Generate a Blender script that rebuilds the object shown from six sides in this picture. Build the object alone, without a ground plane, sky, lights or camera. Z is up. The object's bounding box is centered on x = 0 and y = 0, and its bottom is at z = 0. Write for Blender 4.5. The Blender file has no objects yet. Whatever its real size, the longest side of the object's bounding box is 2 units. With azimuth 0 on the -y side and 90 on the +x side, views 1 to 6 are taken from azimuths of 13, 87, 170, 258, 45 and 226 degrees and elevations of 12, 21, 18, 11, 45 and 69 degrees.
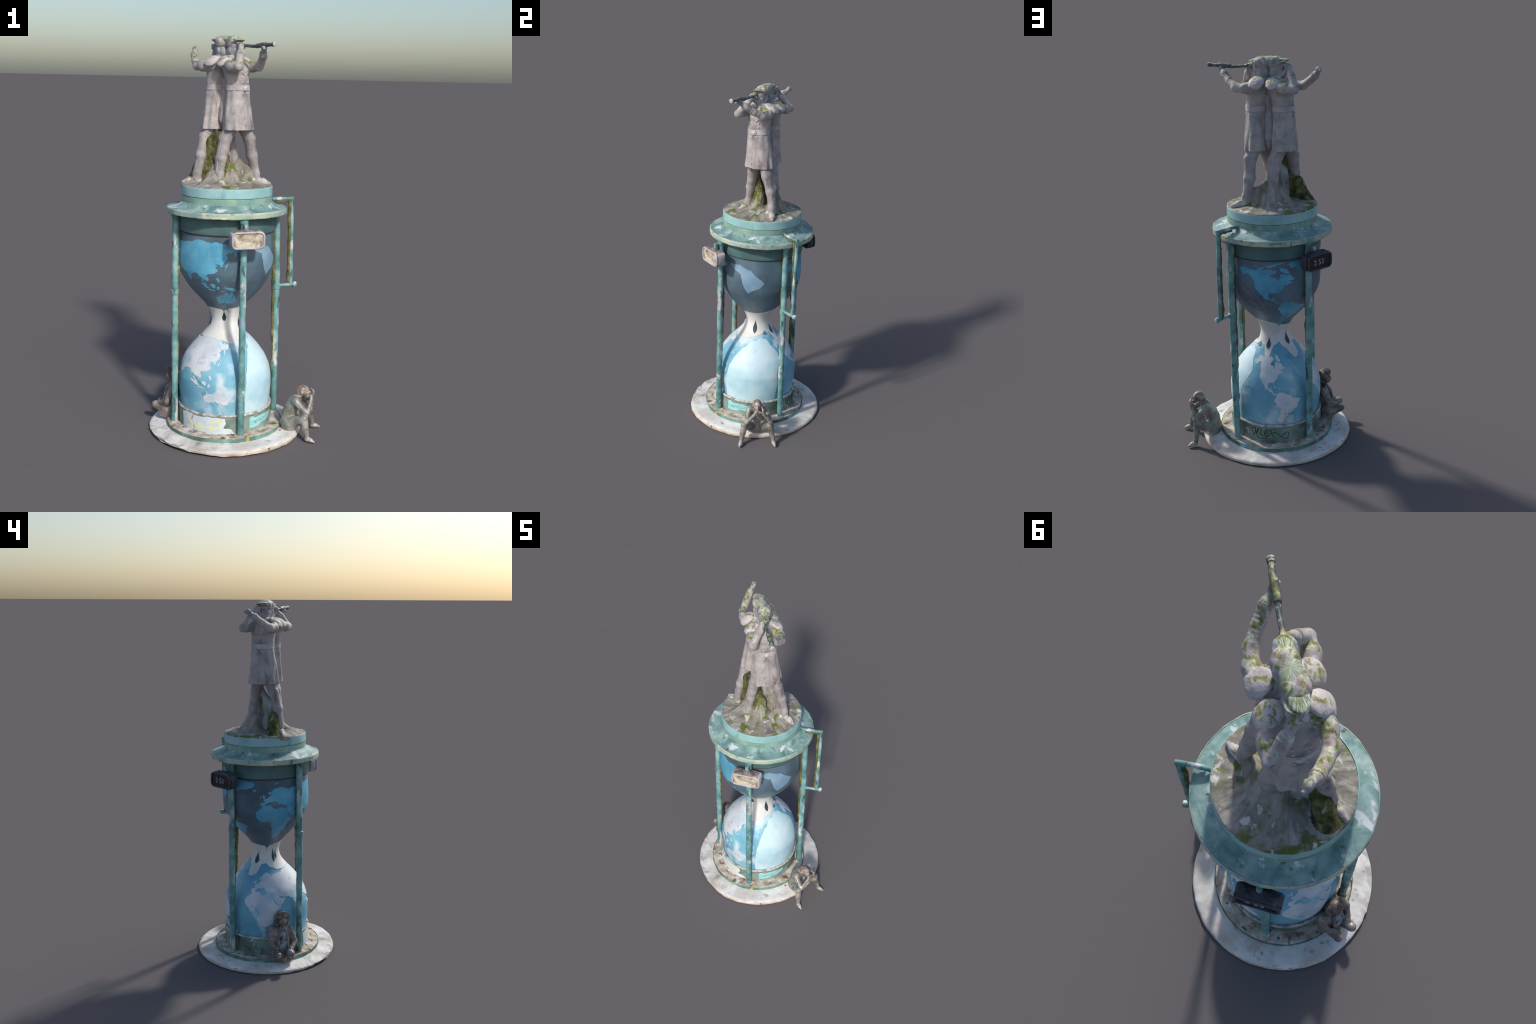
"""Weathered hourglass monument: two back-to-back uniformed lookouts on a drum,
above an hourglass made of two painted globes, held by four teal pipes on a round
slab, with a seated man and a seated woman at its foot."""
import bpy, bmesh, math, random
import numpy as np
from mathutils import Vector, Matrix
from mathutils.geometry import delaunay_2d_cdt

random.seed(7)
RNG = np.random.default_rng(11)

# ------------------------------------------------------------------ helpers
def srgb(r, g, b):
    f = lambda c: (c / 255 / 12.92) if c / 255 <= .04045 else ((c / 255 + .055) / 1.055) ** 2.4
    return (f(r), f(g), f(b), 1.0)

_perm = RNG.random((64, 64, 64)).astype(np.float32)

def vnoise(p, scale):
    """smooth value noise in -1..1 on an (n,3) array"""
    q = np.asarray(p, float) * scale + 100.37
    i = np.floor(q).astype(int)
    f = q - i
    f = f * f * (3 - 2 * f)
    out = 0
    for dx in (0, 1):
        for dy in (0, 1):
            for dz in (0, 1):
                w = (f[:, 0] if dx else 1 - f[:, 0]) * (f[:, 1] if dy else 1 - f[:, 1]) * (f[:, 2] if dz else 1 - f[:, 2])
                out = out + w * _perm[(i[:, 0] + dx) % 64, (i[:, 1] + dy) % 64, (i[:, 2] + dz) % 64]
    return out * 2 - 1

def fbm(p, scale, octaves=3):
    return sum(vnoise(p, scale * 2 ** o) / 2 ** o for o in range(octaves))

MONUMENT = bpy.data.objects.new("hourglass_monument", None)
MONUMENT["label"] = "weathered hourglass monument of two painted globes topped by lookouts"
MONUMENT["category"] = "monument"
bpy.context.scene.collection.objects.link(MONUMENT)

def empty(name, parent, matrix=None):
    o = bpy.data.objects.new(name, None)
    bpy.context.scene.collection.objects.link(o)
    o.parent = parent
    if matrix is not None:
        o.matrix_local = matrix
    return o

def mesh_data(name, verts, faces, mat=None, smooth=True, normals=None, sharp=None):
    me = bpy.data.meshes.new(name)
    me.from_pydata([tuple(map(float, v)) for v in verts], [], [tuple(map(int, f)) for f in faces])
    me.validate()
    me.update()
    if mat is not None:
        me.materials.append(mat)
    if smooth:
        me.polygons.foreach_set("use_smooth", [True] * len(me.polygons))
    if sharp is not None:
        me.set_sharp_from_angle(angle=math.radians(sharp))
    if normals is not None:
        me.normals_split_custom_set_from_vertices([tuple(map(float, n)) for n in normals])
    return me

def obj(name, me, parent=MONUMENT, matrix=None, kind=None):
    o = bpy.data.objects.new(name, me)
    bpy.context.scene.collection.objects.link(o)
    o.parent = parent
    if matrix is not None:
        o.matrix_local = matrix
    if kind:
        o["kind"] = kind
    return o

# ------------------------------------------------------------------ materials
class Nodes:
    def __init__(self, name, rough=.7, metallic=0.0, spec=.4):
        self.m = bpy.data.materials.new(name)
        self.m.use_nodes = True
        self.t = self.m.node_tree
        self.b = self.t.nodes["Principled BSDF"]
        self.b.inputs["Roughness"].default_value = rough
        self.b.inputs["Metallic"].default_value = metallic
        self.b.inputs["Specular IOR Level"].default_value = spec
        self.co = self.t.nodes.new("ShaderNodeTexCoord").outputs["Object"]

    def link(self, a, b):
        self.t.links.new(a, b)

    def noise(self, scale, detail=4, stretch=(1, 1, 1), distortion=0.0, offset=(0, 0, 0), rough=.55):
        mp = self.t.nodes.new("ShaderNodeMapping")
        mp.inputs["Scale"].default_value = stretch
        mp.inputs["Location"].default_value = offset
        self.link(self.co, mp.inputs["Vector"])
        n = self.t.nodes.new("ShaderNodeTexNoise")
        n.inputs["Scale"].default_value = scale
        n.inputs["Detail"].default_value = detail
        n.inputs["Roughness"].default_value = rough
        n.inputs["Distortion"].default_value = distortion
        self.link(mp.outputs["Vector"], n.inputs["Vector"])
        return n.outputs["Fac"]

    def radial(self, cx, cy, scale, detail=4):
        """noise that runs in rays out of a point"""
        sp = self.t.nodes.new("ShaderNodeSeparateXYZ")
        self.link(self.co, sp.inputs[0])
        def sub(o, v):
            m = self.t.nodes.new("ShaderNodeMath")
            m.operation = 'SUBTRACT'
            self.link(o, m.inputs[0])
            m.inputs[1].default_value = v
            return m.outputs[0]
        at = self.t.nodes.new("ShaderNodeVectorMath")
        at.operation = 'NORMALIZE'
        cb = self.t.nodes.new("ShaderNodeCombineXYZ")
        self.link(sub(sp.outputs[0], cx), cb.inputs[0])
        self.link(sub(sp.outputs[1], cy), cb.inputs[1])
        self.link(cb.outputs[0], at.inputs[0])
        ad = self.t.nodes.new("ShaderNodeVectorMath")
        ad.operation = 'ADD'
        sc = self.t.nodes.new("ShaderNodeVectorMath")
        sc.operation = 'SCALE'
        sc.inputs["Scale"].default_value = 1.3
        self.link(self.co, sc.inputs[0])
        self.link(at.outputs[0], ad.inputs[0])
        self.link(sc.outputs[0], ad.inputs[1])
        n = self.t.nodes.new("ShaderNodeTexNoise")
        n.inputs["Scale"].default_value = scale
        n.inputs["Detail"].default_value = detail
        self.link(ad.outputs[0], n.inputs["Vector"])
        return n.outputs["Fac"]

    def ramp(self, fac, stops):
        r = self.t.nodes.new("ShaderNodeValToRGB")
        e = r.color_ramp.elements
        while len(e) > 1:
            e.remove(e[-1])
        e[0].position, e[0].color = stops[0]
        for p, c in stops[1:]:
            x = e.new(p)
            x.color = c
        self.link(fac, r.inputs["Fac"])
        return r.outputs["Color"]

    def mask(self, fac, lo, hi):
        m = self.t.nodes.new("ShaderNodeMapRange")
        m.inputs["From Min"].default_value = lo
        m.inputs["From Max"].default_value = hi
        m.interpolation_type = 'SMOOTHSTEP'
        self.link(fac, m.inputs["Value"])
        return m.outputs["Result"]

    def mix(self, fac, a, b):
        n = self.t.nodes.new("ShaderNodeMix")
        n.data_type = 'RGBA'
        if isinstance(fac, float):
            n.inputs[0].default_value = fac
        else:
            self.link(fac, n.inputs[0])
        for s, v in ((n.inputs[6], a), (n.inputs[7], b)):
            if isinstance(v, tuple):
                s.default_value = v
            else:
                self.link(v, s)
        return n.outputs[2]

    def bump(self, fac, strength, distance=.002):
        n = self.t.nodes.new("ShaderNodeBump")
        n.inputs["Strength"].default_value = strength
        n.inputs["Distance"].default_value = distance
        self.link(fac, n.inputs["Height"])
        self.link(n.outputs["Normal"], self.b.inputs["Normal"])

    def done(self, col):
        if isinstance(col, tuple):
            self.b.inputs["Base Color"].default_value = col
        else:
            self.link(col, self.b.inputs["Base Color"])
        return self.m

ONE = (1, 1, 1)

def weathered(name, stops, scale, layers=(), rough=.7, metallic=0.0, spec=.4, stretch=(1, 1, 1),
              grain=60, bump=.25, detail=5, distortion=0.0, rays=None, moss=None):
    """base colour ramp over one noise, then (colour, scale, lo, hi, stretch) stains on top"""
    n = Nodes(name, rough, metallic, spec)
    col = n.ramp(n.noise(scale, detail, stretch, distortion), stops)
    if rays:
        cx, cy, sc, amount, rstops = rays
        col = n.mix(amount, col, n.ramp(n.radial(cx, cy, sc), rstops))
    for k, (c, sc, lo, hi, st) in enumerate(layers):
        col = n.mix(n.mask(n.noise(sc, 5, st, .3, (3.1 * k + 1, 1.7 * k, 0)), lo, hi), col, c)
    if moss:
        # moss and lichen settle on ledges: upward facing spots picked out by noise
        geo = n.t.nodes.new("ShaderNodeNewGeometry")
        sp = n.t.nodes.new("ShaderNodeSeparateXYZ")
        n.link(geo.outputs["Normal"], sp.inputs[0])
        up = n.mask(sp.outputs[2], .35, .8)
        pick = n.mask(n.noise(moss[0], 5, ONE, .5, (5, 2, 1)), moss[1], moss[1] + .07)
        mu = n.t.nodes.new("ShaderNodeMath")
        mu.operation = 'MULTIPLY'
        n.link(up, mu.inputs[0])
        n.link(pick, mu.inputs[1])
        tint = n.ramp(n.noise(45, 4, ONE, 0, (9, 9, 9)), [(.35, srgb(98, 104, 52)), (.5, srgb(150, 148, 98)), (.6, srgb(206, 208, 196)), (.7, srgb(128, 134, 70))])
        col = n.mix(mu.outputs[0], col, tint)
    n.bump(n.noise(grain, 6), bump)
    return n.done(col)

TALL = (1, 1, .18)
STONE = weathered("statue_stone", [(.3, srgb(146, 140, 139)), (.5, srgb(173, 166, 165)), (.72, srgb(194, 186, 184))], 15,  # grey darkened below the sunlit coat, partway to the shaded backs
                  [(srgb(134, 116, 112), 16, .55, .70, (1, 1, .35)), (srgb(118, 121, 128), 11, .57, .72, (1, 1, .6)),
                   (srgb(212, 204, 201), 26, .61, .74, (1, 1, .5))], rough=.58, grain=120, bump=.3, moss=(24, .47))
BELT = weathered("belt_stone", [(.3, srgb(162, 157, 158)), (.5, srgb(186, 179, 179)), (.72, srgb(204, 196, 196))], 18,
                 [(srgb(132, 133, 140), 16, .58, .74, ONE)], rough=.6, grain=120, bump=.25)
STONE_FACE = weathered("statue_stone_face", [(.3, srgb(136, 138, 143)), (.55, srgb(164, 162, 165)), (.75, srgb(186, 179, 178))], 26,
                       [(srgb(98, 106, 112), 34, .56, .70, ONE)], rough=.56, grain=140, bump=.3, moss=(34, .46))
STONE_PALE = weathered("statue_stone_pale", [(.3, srgb(182, 174, 174)), (.7, srgb(216, 206, 205))], 20,
                       [(srgb(146, 140, 144), 26, .57, .70, ONE)], rough=.62, grain=120, bump=.25, moss=(22, .52))
STONE_DARK = weathered("weathered_trousers", [(.3, srgb(138, 133, 134)), (.55, srgb(168, 161, 161)), (.75, srgb(188, 180, 179))], 18,
                       [(srgb(112, 107, 108), 14, .57, .7, (1, 1, .3)), (srgb(120, 118, 100), 28, .66, .74, ONE)], rough=.6, grain=120, bump=.25)
STRIPE = weathered("trouser_stripe_paint", [(.3, srgb(156, 154, 158)), (.7, srgb(188, 184, 186))], 24, rough=.6)
SCOPE = weathered("dark_bronze", [(.3, srgb(66, 74, 80)), (.6, srgb(100, 104, 108)), (.8, srgb(140, 140, 140))], 40,
                  [(srgb(112, 116, 80), 50, .56, .66, ONE)], rough=.5, metallic=.1, grain=150, moss=(40, .45))
TIP = weathered("scope_rim", [(.3, srgb(160, 158, 152)), (.7, srgb(204, 200, 194))], 40, rough=.5)
MOSS = weathered("moss_and_grit", [(.30, srgb(88, 88, 66)), (.42, srgb(122, 119, 102)), (.52, srgb(150, 145, 136)), (.64, srgb(174, 168, 162)), (.76, srgb(200, 194, 188))], 12,
                 [(srgb(98, 110, 52), 10, .56, .64, ONE), (srgb(104, 97, 98), 13, .58, .72, (1, 1, .4)), (srgb(214, 210, 203), 18, .60, .68, ONE), (srgb(122, 134, 70), 26, .63, .69, ONE)],
                 rough=.85, grain=90, bump=.5, distortion=1.2,
                 rays=(-.05, .01, 3.2, .5, [(.32, srgb(98, 102, 66)), (.42, srgb(130, 128, 108)), (.5, srgb(162, 156, 150)), (.56, srgb(126, 123, 116)), (.64, srgb(196, 191, 184)), (.75, srgb(124, 132, 88))]))
FIN = weathered("pale_rock_fin", [(.3, srgb(116, 112, 110)), (.5, srgb(158, 158, 158)), (.7, srgb(186, 188, 188))], 10,
                [(srgb(104, 90, 86), 14, .56, .68, (1, 1, .4)), (srgb(120, 124, 96), 22, .62, .7, ONE)], rough=.8, grain=60, bump=.5)
MOSS_WEB = weathered("moss_growth", [(.3, srgb(48, 52, 28)), (.45, srgb(80, 84, 44)), (.58, srgb(112, 110, 68)), (.72, srgb(146, 140, 118))], 34,
                     [(srgb(110, 88, 56), 40, .56, .68, ONE), (srgb(54, 52, 46), 20, .52, .64, (1, 1, .4)), (srgb(150, 150, 140), 30, .62, .70, (1, 1, .5))], rough=.95, grain=120, bump=.8)
PATINA = weathered("teal_pipe_paint", [(.28, srgb(70, 108, 106)), (.46, srgb(106, 152, 151)), (.60, srgb(132, 178, 178)), (.78, srgb(164, 202, 200))], 13,
                   [(srgb(150, 170, 190), 5, .56, .66, ONE), (srgb(204, 203, 202), 20, .575, .65, (1, 1, .4)), (srgb(58, 82, 76), 26, .58, .70, (1, 1, .25)),
                    (srgb(186, 192, 146), 30, .66, .72, ONE)], rough=.5, grain=110, bump=.45)
PIPE_GRIME = weathered("olive_grime", [(.3, srgb(58, 74, 62)), (.45, srgb(92, 94, 54)), (.58, srgb(118, 110, 68)), (.75, srgb(156, 148, 110))], 26,
                       [(srgb(64, 98, 94), 14, .52, .64, (1, 1, .4)), (srgb(120, 94, 66), 30, .62, .7, ONE)], rough=.9, grain=150, bump=.6)
DRUM = weathered("teal_drum_paint", [(.3, srgb(124, 166, 168)), (.5, srgb(152, 194, 196)), (.72, srgb(172, 210, 212))], 7,
                 [(srgb(110, 148, 148), 16, .60, .75, TALL)], rough=.5, grain=90, bump=.15)
DRUM_LOW = weathered("teal_drum_stained", [(.3, srgb(104, 142, 134)), (.5, srgb(136, 170, 158)), (.72, srgb(168, 190, 172))], 9,
                     [(srgb(206, 216, 206), 34, .60, .68, (1, 1, .12)), (srgb(176, 186, 146), 10, .56, .72, ONE), (srgb(82, 118, 112), 22, .62, .74, ONE)], rough=.55, grain=90, bump=.2)
FLANGE = weathered("flange_paint", [(.28, srgb(84, 116, 114)), (.45, srgb(118, 152, 149)), (.6, srgb(150, 178, 174)), (.76, srgb(186, 200, 192))], 11,
                   [(srgb(212, 218, 220), 15, .59, .67, ONE), (srgb(82, 94, 82), 22, .60, .70, ONE)], rough=.6, grain=80, bump=.4, distortion=.8)
FLANGE_RIM = weathered("flange_rim_paint", [(.3, srgb(128, 156, 150)), (.5, srgb(172, 188, 172)), (.72, srgb(206, 206, 178))], 8,
                       [(srgb(222, 216, 186), 11, .56, .68, ONE), (srgb(120, 110, 84), 40, .62, .70, (1, 1, .3)), (srgb(98, 134, 132), 9, .6, .75, ONE)], rough=.7, grain=90, bump=.4)
COLLAR_UP = weathered("collar_dark_teal", [(.3, srgb(66, 96, 98)), (.7, srgb(96, 130, 130))], 8, [(srgb(124, 146, 144), 60, .66, .72, ONE)], rough=.6)
SEAM = weathered("seam_grime", [(.3, srgb(40, 52, 50)), (.7, srgb(70, 76, 66))], 30, rough=.9)
RUST_LINE = weathered("seam_dark_rust", [(.3, srgb(44, 40, 36)), (.7, srgb(80, 66, 54))], 30, rough=.9)

def sea_material(name, a, b, c, scuff, scale, extra=()):
    return weathered(name, [(.3, a), (.52, b), (.75, c)], scale, [(scuff, 60, .66, .74, ONE), (a, 9, .60, .78, (1, 1, .4))] + list(extra), rough=.4, grain=26, bump=.4)
SEA_UP = sea_material("upper_sea_paint", srgb(74, 93, 107), srgb(94, 116, 132), srgb(118, 140, 156), srgb(160, 170, 176), 5)
LAND_UP = weathered("upper_land_paint", [(.3, srgb(72, 142, 176)), (.5, srgb(96, 174, 206)), (.75, srgb(132, 202, 226))], 7,
                    [(srgb(140, 172, 190), 20, .58, .74, ONE), (srgb(84, 136, 164), 9, .58, .74, ONE)], rough=.42, grain=26, bump=.4)
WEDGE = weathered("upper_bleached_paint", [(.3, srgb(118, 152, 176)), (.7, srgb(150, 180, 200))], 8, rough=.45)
SEA_LOW = sea_material("lower_sea_paint", srgb(94, 156, 186), srgb(122, 182, 205), srgb(158, 205, 218), srgb(190, 206, 200), 5,  # sea blue lightened and washed paler to follow the sun-overexposed front
                       [(srgb(202, 223, 231), 6.5, .52, .68, (1, 1, .7)), (srgb(96, 152, 180), 14, .62, .72, ONE)])
LAND_LOW = weathered("lower_land_paint", [(.3, srgb(184, 199, 210)), (.5, srgb(216, 220, 226)), (.75, srgb(238, 234, 234))], 9,
                     [(srgb(160, 198, 214), 9, .56, .72, ONE), (srgb(222, 214, 170), 30, .68, .76, ONE), (srgb(146, 190, 210), 22, .63, .73, ONE)], rough=.5, grain=40, bump=.4)
BAKED_SUN = weathered("lower_bleached_paint", [(.3, srgb(164, 210, 226)), (.5, srgb(196, 226, 236)), (.75, srgb(224, 238, 242))], 6,
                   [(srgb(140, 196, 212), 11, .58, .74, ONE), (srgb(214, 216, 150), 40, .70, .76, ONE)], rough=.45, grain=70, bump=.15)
ICE = weathered("white_ice_paint", [(.3, srgb(200, 200, 198)), (.5, srgb(224, 222, 218)), (.75, srgb(240, 238, 236))], 8,
                [(srgb(178, 174, 166), 20, .60, .75, ONE)], rough=.5, grain=60, bump=.25)
DROP = weathered("dark_drop_paint", [(.3, srgb(44, 60, 72)), (.7, srgb(66, 86, 98))], 20, rough=.5)
DROP_BLUE = weathered("blue_drop_paint", [(.3, srgb(70, 120, 150)), (.7, srgb(96, 150, 178))], 20, rough=.5)
SLAB = weathered("pale_slab_stone", [(.28, srgb(172, 164, 157)), (.42, srgb(208, 203, 197)), (.58, srgb(230, 228, 224)), (.78, srgb(244, 243, 240))], 6,  # whites raised toward the sun glare baked into the slab
                 [(srgb(186, 166, 154), 8, .58, .72, ONE), (srgb(140, 130, 122), 15, .60, .74, (1, 1, 1)), (srgb(226, 206, 194), 7, .60, .76, ONE), (srgb(196, 192, 188), 30, .58, .72, ONE)], rough=.8, grain=60, bump=.7)
SLAB_RIM = weathered("slab_rim_stone", [(.3, srgb(178, 158, 140)), (.6, srgb(214, 200, 186)), (.8, srgb(228, 218, 208))], 8,
                     [(srgb(116, 102, 88), 18, .6, .7, ONE)], rough=.85, grain=70, bump=.5)
STEP = weathered("littered_step_top", [(.28, srgb(124, 108, 97)), (.43, srgb(174, 160, 146)), (.58, srgb(206, 197, 186)), (.78, srgb(230, 224, 217))], 18,
                 [(srgb(112, 90, 78), 24, .55, .68, ONE), (srgb(190, 182, 136), 11, .60, .72, ONE), (srgb(238, 233, 228), 16, .60, .7, ONE)], rough=.9, grain=90, bump=.9)
STEP_RIM = weathered("step_rim_patina", [(.3, srgb(66, 88, 76)), (.5, srgb(92, 124, 112)), (.7, srgb(130, 168, 158))], 12,
                     [(srgb(190, 172, 96), 20, .62, .70, TALL), (srgb(120, 190, 190), 8, .60, .70, ONE)], rough=.75, grain=90, bump=.4)
COLLAR_LOW = weathered("lower_collar_metal", [(.28, srgb(74, 92, 82)), (.45, srgb(106, 126, 116)), (.6, srgb(142, 158, 148)), (.78, srgb(186, 192, 184))], 9,
                       [(srgb(66, 84, 74), 18, .60, .70, (1, 1, .4)), (srgb(206, 204, 196), 20, .64, .72, ONE)], rough=.65, grain=80, bump=.4)
COLLAR_PAINT = weathered("pale_overpaint", [(.3, srgb(176, 192, 204)), (.5, srgb(204, 216, 224)), (.72, srgb(228, 234, 236))], 10,
                         [(srgb(140, 160, 164), 22, .64, .72, ONE)], rough=.6, grain=80, bump=.3)
LIP = weathered("collar_lip_chalk", [(.3, srgb(120, 116, 108)), (.55, srgb(196, 192, 186)), (.75, srgb(226, 222, 216))], 40, rough=.85, grain=120, bump=.5)
YELLOW = weathered("yellow_spray", [(.3, srgb(214, 210, 160)), (.5, srgb(230, 226, 168)), (.7, srgb(214, 220, 214))], 26, rough=.6)
INK = weathered("dark_ink", [(.3, srgb(58, 68, 72)), (.7, srgb(88, 98, 102))], 30, rough=.6)
INK_BLACK = weathered("black_ink", [(.3, srgb(24, 28, 26)), (.7, srgb(42, 46, 42))], 30, rough=.6)
RED_INK = weathered("red_ink", [(.3, srgb(128, 62, 46)), (.7, srgb(156, 84, 66))], 30, rough=.6)
RED_DOT = weathered("red_paint", [(.3, srgb(196, 62, 62)), (.7, srgb(214, 96, 92))], 30, rough=.6)
HOUSING = weathered("lamp_housing", [(.3, srgb(150, 140, 146)), (.55, srgb(190, 182, 188)), (.75, srgb(208, 202, 206))], 14,
                    [(srgb(132, 92, 76), 18, .60, .70, ONE)], rough=.55, grain=90)
HOUSING_DARK = weathered("lamp_housing_dark", [(.3, srgb(48, 50, 56)), (.6, srgb(72, 74, 82)), (.8, srgb(130, 130, 140))], 14, rough=.5, grain=90)
LAMP_TOP = weathered("lamp_top_dirt", [(.3, srgb(70, 60, 56)), (.5, srgb(128, 118, 112)), (.72, srgb(186, 176, 170))], 22,
                     [(srgb(150, 92, 72), 22, .58, .68, ONE)], rough=.9, grain=90, bump=.6)
LENS = weathered("lamp_glass_beige", [(.3, srgb(120, 108, 94)), (.44, srgb(168, 157, 138)), (.56, srgb(206, 197, 180)), (.72, srgb(232, 226, 214))], 17,  # pale blotches paint the reflection seen in the glass
                 [(srgb(110, 98, 88), 26, .60, .72, ONE)], rough=.3, grain=30, bump=.4, distortion=1.4)
LENS_DARK = weathered("lamp_glass_dark", [(.3, srgb(26, 28, 34)), (.7, srgb(44, 46, 54))], 16, rough=.3)
DIGIT = weathered("digit_paint", [(.3, srgb(150, 152, 160)), (.7, srgb(180, 182, 190))], 30, rough=.6)
BRONZE = weathered("weathered_bronze", [(.28, srgb(92, 88, 83)), (.46, srgb(134, 130, 124)), (.60, srgb(164, 160, 153)), (.78, srgb(204, 198, 191))], 20,
                   [(srgb(122, 140, 134), 10, .54, .66, ONE), (srgb(156, 120, 100), 16, .63, .73, ONE)], rough=.38, metallic=.12, spec=.55, grain=140, bump=.25)
BRONZE_HEAD = weathered("weathered_bronze_head", [(.3, srgb(108, 98, 91)), (.5, srgb(154, 141, 132)), (.72, srgb(200, 188, 179))], 28,
                        [(srgb(134, 166, 166), 26, .62, .70, ONE), (srgb(90, 84, 80), 40, .58, .68, ONE), (srgb(176, 132, 110), 20, .62, .72, ONE)], rough=.4, metallic=.12, grain=140, bump=.3)
WOMAN_MAT = weathered("brown_bronze", [(.28, srgb(84, 73, 69)), (.5, srgb(124, 113, 108)), (.7, srgb(172, 162, 155))], 22,
                      [(srgb(140, 149, 162), 18, .60, .70, ONE), (srgb(142, 108, 92), 20, .62, .72, ONE)], rough=.38, metallic=.12, spec=.55, grain=140, bump=.35)
WOMAN_SHIRT = weathered("worn_bronze_shirt", [(.3, srgb(120, 128, 138)), (.7, srgb(162, 168, 178))], 24, [(srgb(86, 86, 90), 28, .55, .66, (1, 1, .5))], rough=.45, metallic=.2)
WOMAN_HAIR = weathered("brown_bronze_hair", [(.3, srgb(70, 60, 55)), (.55, srgb(108, 96, 88)), (.75, srgb(172, 156, 144))], 40, rough=.45, metallic=.12, grain=140, bump=.6)
CROWN = weathered("cap_crust_streaked", [(.3, srgb(96, 112, 60)), (.45, srgb(150, 154, 108)), (.6, srgb(190, 196, 186)), (.76, srgb(220, 224, 214))], 20,
                  rough=.7, grain=80, bump=.3, distortion=1.0,
                  rays=(-.059, .012, 9.0, .9, [(.32, srgb(104, 120, 56)), (.42, srgb(150, 156, 96)), (.47, srgb(214, 220, 214)), (.52, srgb(128, 140, 132)), (.57, srgb(146, 156, 84)), (.63, srgb(226, 230, 224)), (.72, srgb(96, 116, 124))]))

# ------------------------------------------------------------------ the leaning axis
LEAN_X, LEAN_Y = -.007 / 1.279, .022 / 1.279

def lean(p):
    """upright monument coordinates -> world, following the monument's slight lean"""
    p = np.asarray(p, float)
    q = p.copy()
    q[:, 0] = p[:, 0] - .054 + LEAN_X * p[:, 2]
    q[:, 1] = p[:, 1] - .003 + LEAN_Y * p[:, 2]
    q[:, 2] = np.maximum(p[:, 2] - LEAN_Y * p[:, 1] - LEAN_X * p[:, 0], 0)
    return q

def ring_surface(profile, seg=192, rfun=None):
    """revolve (r, z) points; rfun(points, radius_dir, index) may return a displacement along the outward normal"""
    prof = np.array(profile, float)
    if prof[0, 1] > prof[-1, 1]:
        prof = prof[::-1]                      # always from the bottom up, so that normals point outwards
    n = len(prof)
    th = np.arange(seg) * 2 * np.pi / seg
    r = prof[:, 0][:, None] * np.ones(seg)
    z = prof[:, 1][:, None] * np.ones(seg)
    P = np.stack([r * np.cos(th), r * np.sin(th), z], -1)
    if rfun is not None:
        d = np.gradient(prof, axis=0)
        nr, nz = d[:, 1], -d[:, 0]
        l = np.hypot(nr, nz) + 1e-9
        nr, nz = nr / l, nz / l
        N = np.stack([nr[:, None] * np.cos(th), nr[:, None] * np.sin(th), nz[:, None] * np.ones(seg)], -1)
        amt = rfun(P.reshape(-1, 3), np.broadcast_to(th, (n, seg)).reshape(-1)).reshape(n, seg)
        amt = amt * (prof[:, 0] > 1e-6)[:, None]
        P = P + N * amt[..., None]
    F = [(i * seg + j, i * seg + (j + 1) % seg, (i + 1) * seg + (j + 1) % seg, (i + 1) * seg + j)
         for i in range(n - 1) for j in range(seg)]
    return P.reshape(-1, 3), F

def fine(profile, step=.006):
    out = [profile[0]]
    for a, b in zip(profile, profile[1:]):
        k = max(1, int(math.hypot(b[0] - a[0], b[1] - a[1]) / step))
        out += [(a[0] + (b[0] - a[0]) * i / k, a[1] + (b[1] - a[1]) * i / k) for i in range(1, k + 1)]
    return out

def turned(name, profile, mat, seg=192, rfun=None, step=.006, sharp=40, parent=MONUMENT):
    v, f = ring_surface(fine(profile, step), seg, rfun)
    return obj(name, mesh_data(name, lean(v), f, mat, sharp=sharp), parent)

# ------------------------------------------------------------------ base
def broken(th):
    """1 where the slab edge is broken and lumpy, 0 where it is clean"""
    d = np.degrees(th) % 360
    return np.clip(1.25 - np.abs(d - 226) / 46, 0, 1) ** .7

def slab_noise(p, th):
    r = np.hypot(p[:, 0], p[:, 1])
    edge = np.clip((r - .30) / .09, 0, 1)
    b = broken(th)
    outer = np.clip((r - .36) / .03, 0, 1)
    return .0016 * fbm(p, 30) + edge * (b * (.010 * vnoise(p, 9) + .006 * fbm(p, 22) - .010) + .002 * fbm(p, 14)) - outer * b * .006

slab_top = [(.0, .030), (.28, .030), (.33, .027), (.378, .0252), (.391, .0230)]
turned("base_slab", slab_top + [(.3975, .018), (.398, .012), (.396, .0), (0, 0)], SLAB, 256, slab_noise, .008, 50)
slab_rim_v, slab_rim_f = ring_surface(fine([(.392, .0222), (.3988, .017), (.3992, .010), (.3976, .002)], .004), 256, slab_noise)
obj("slab_rim", mesh_data("slab_rim", lean(slab_rim_v), slab_rim_f, SLAB_RIM))

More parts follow.
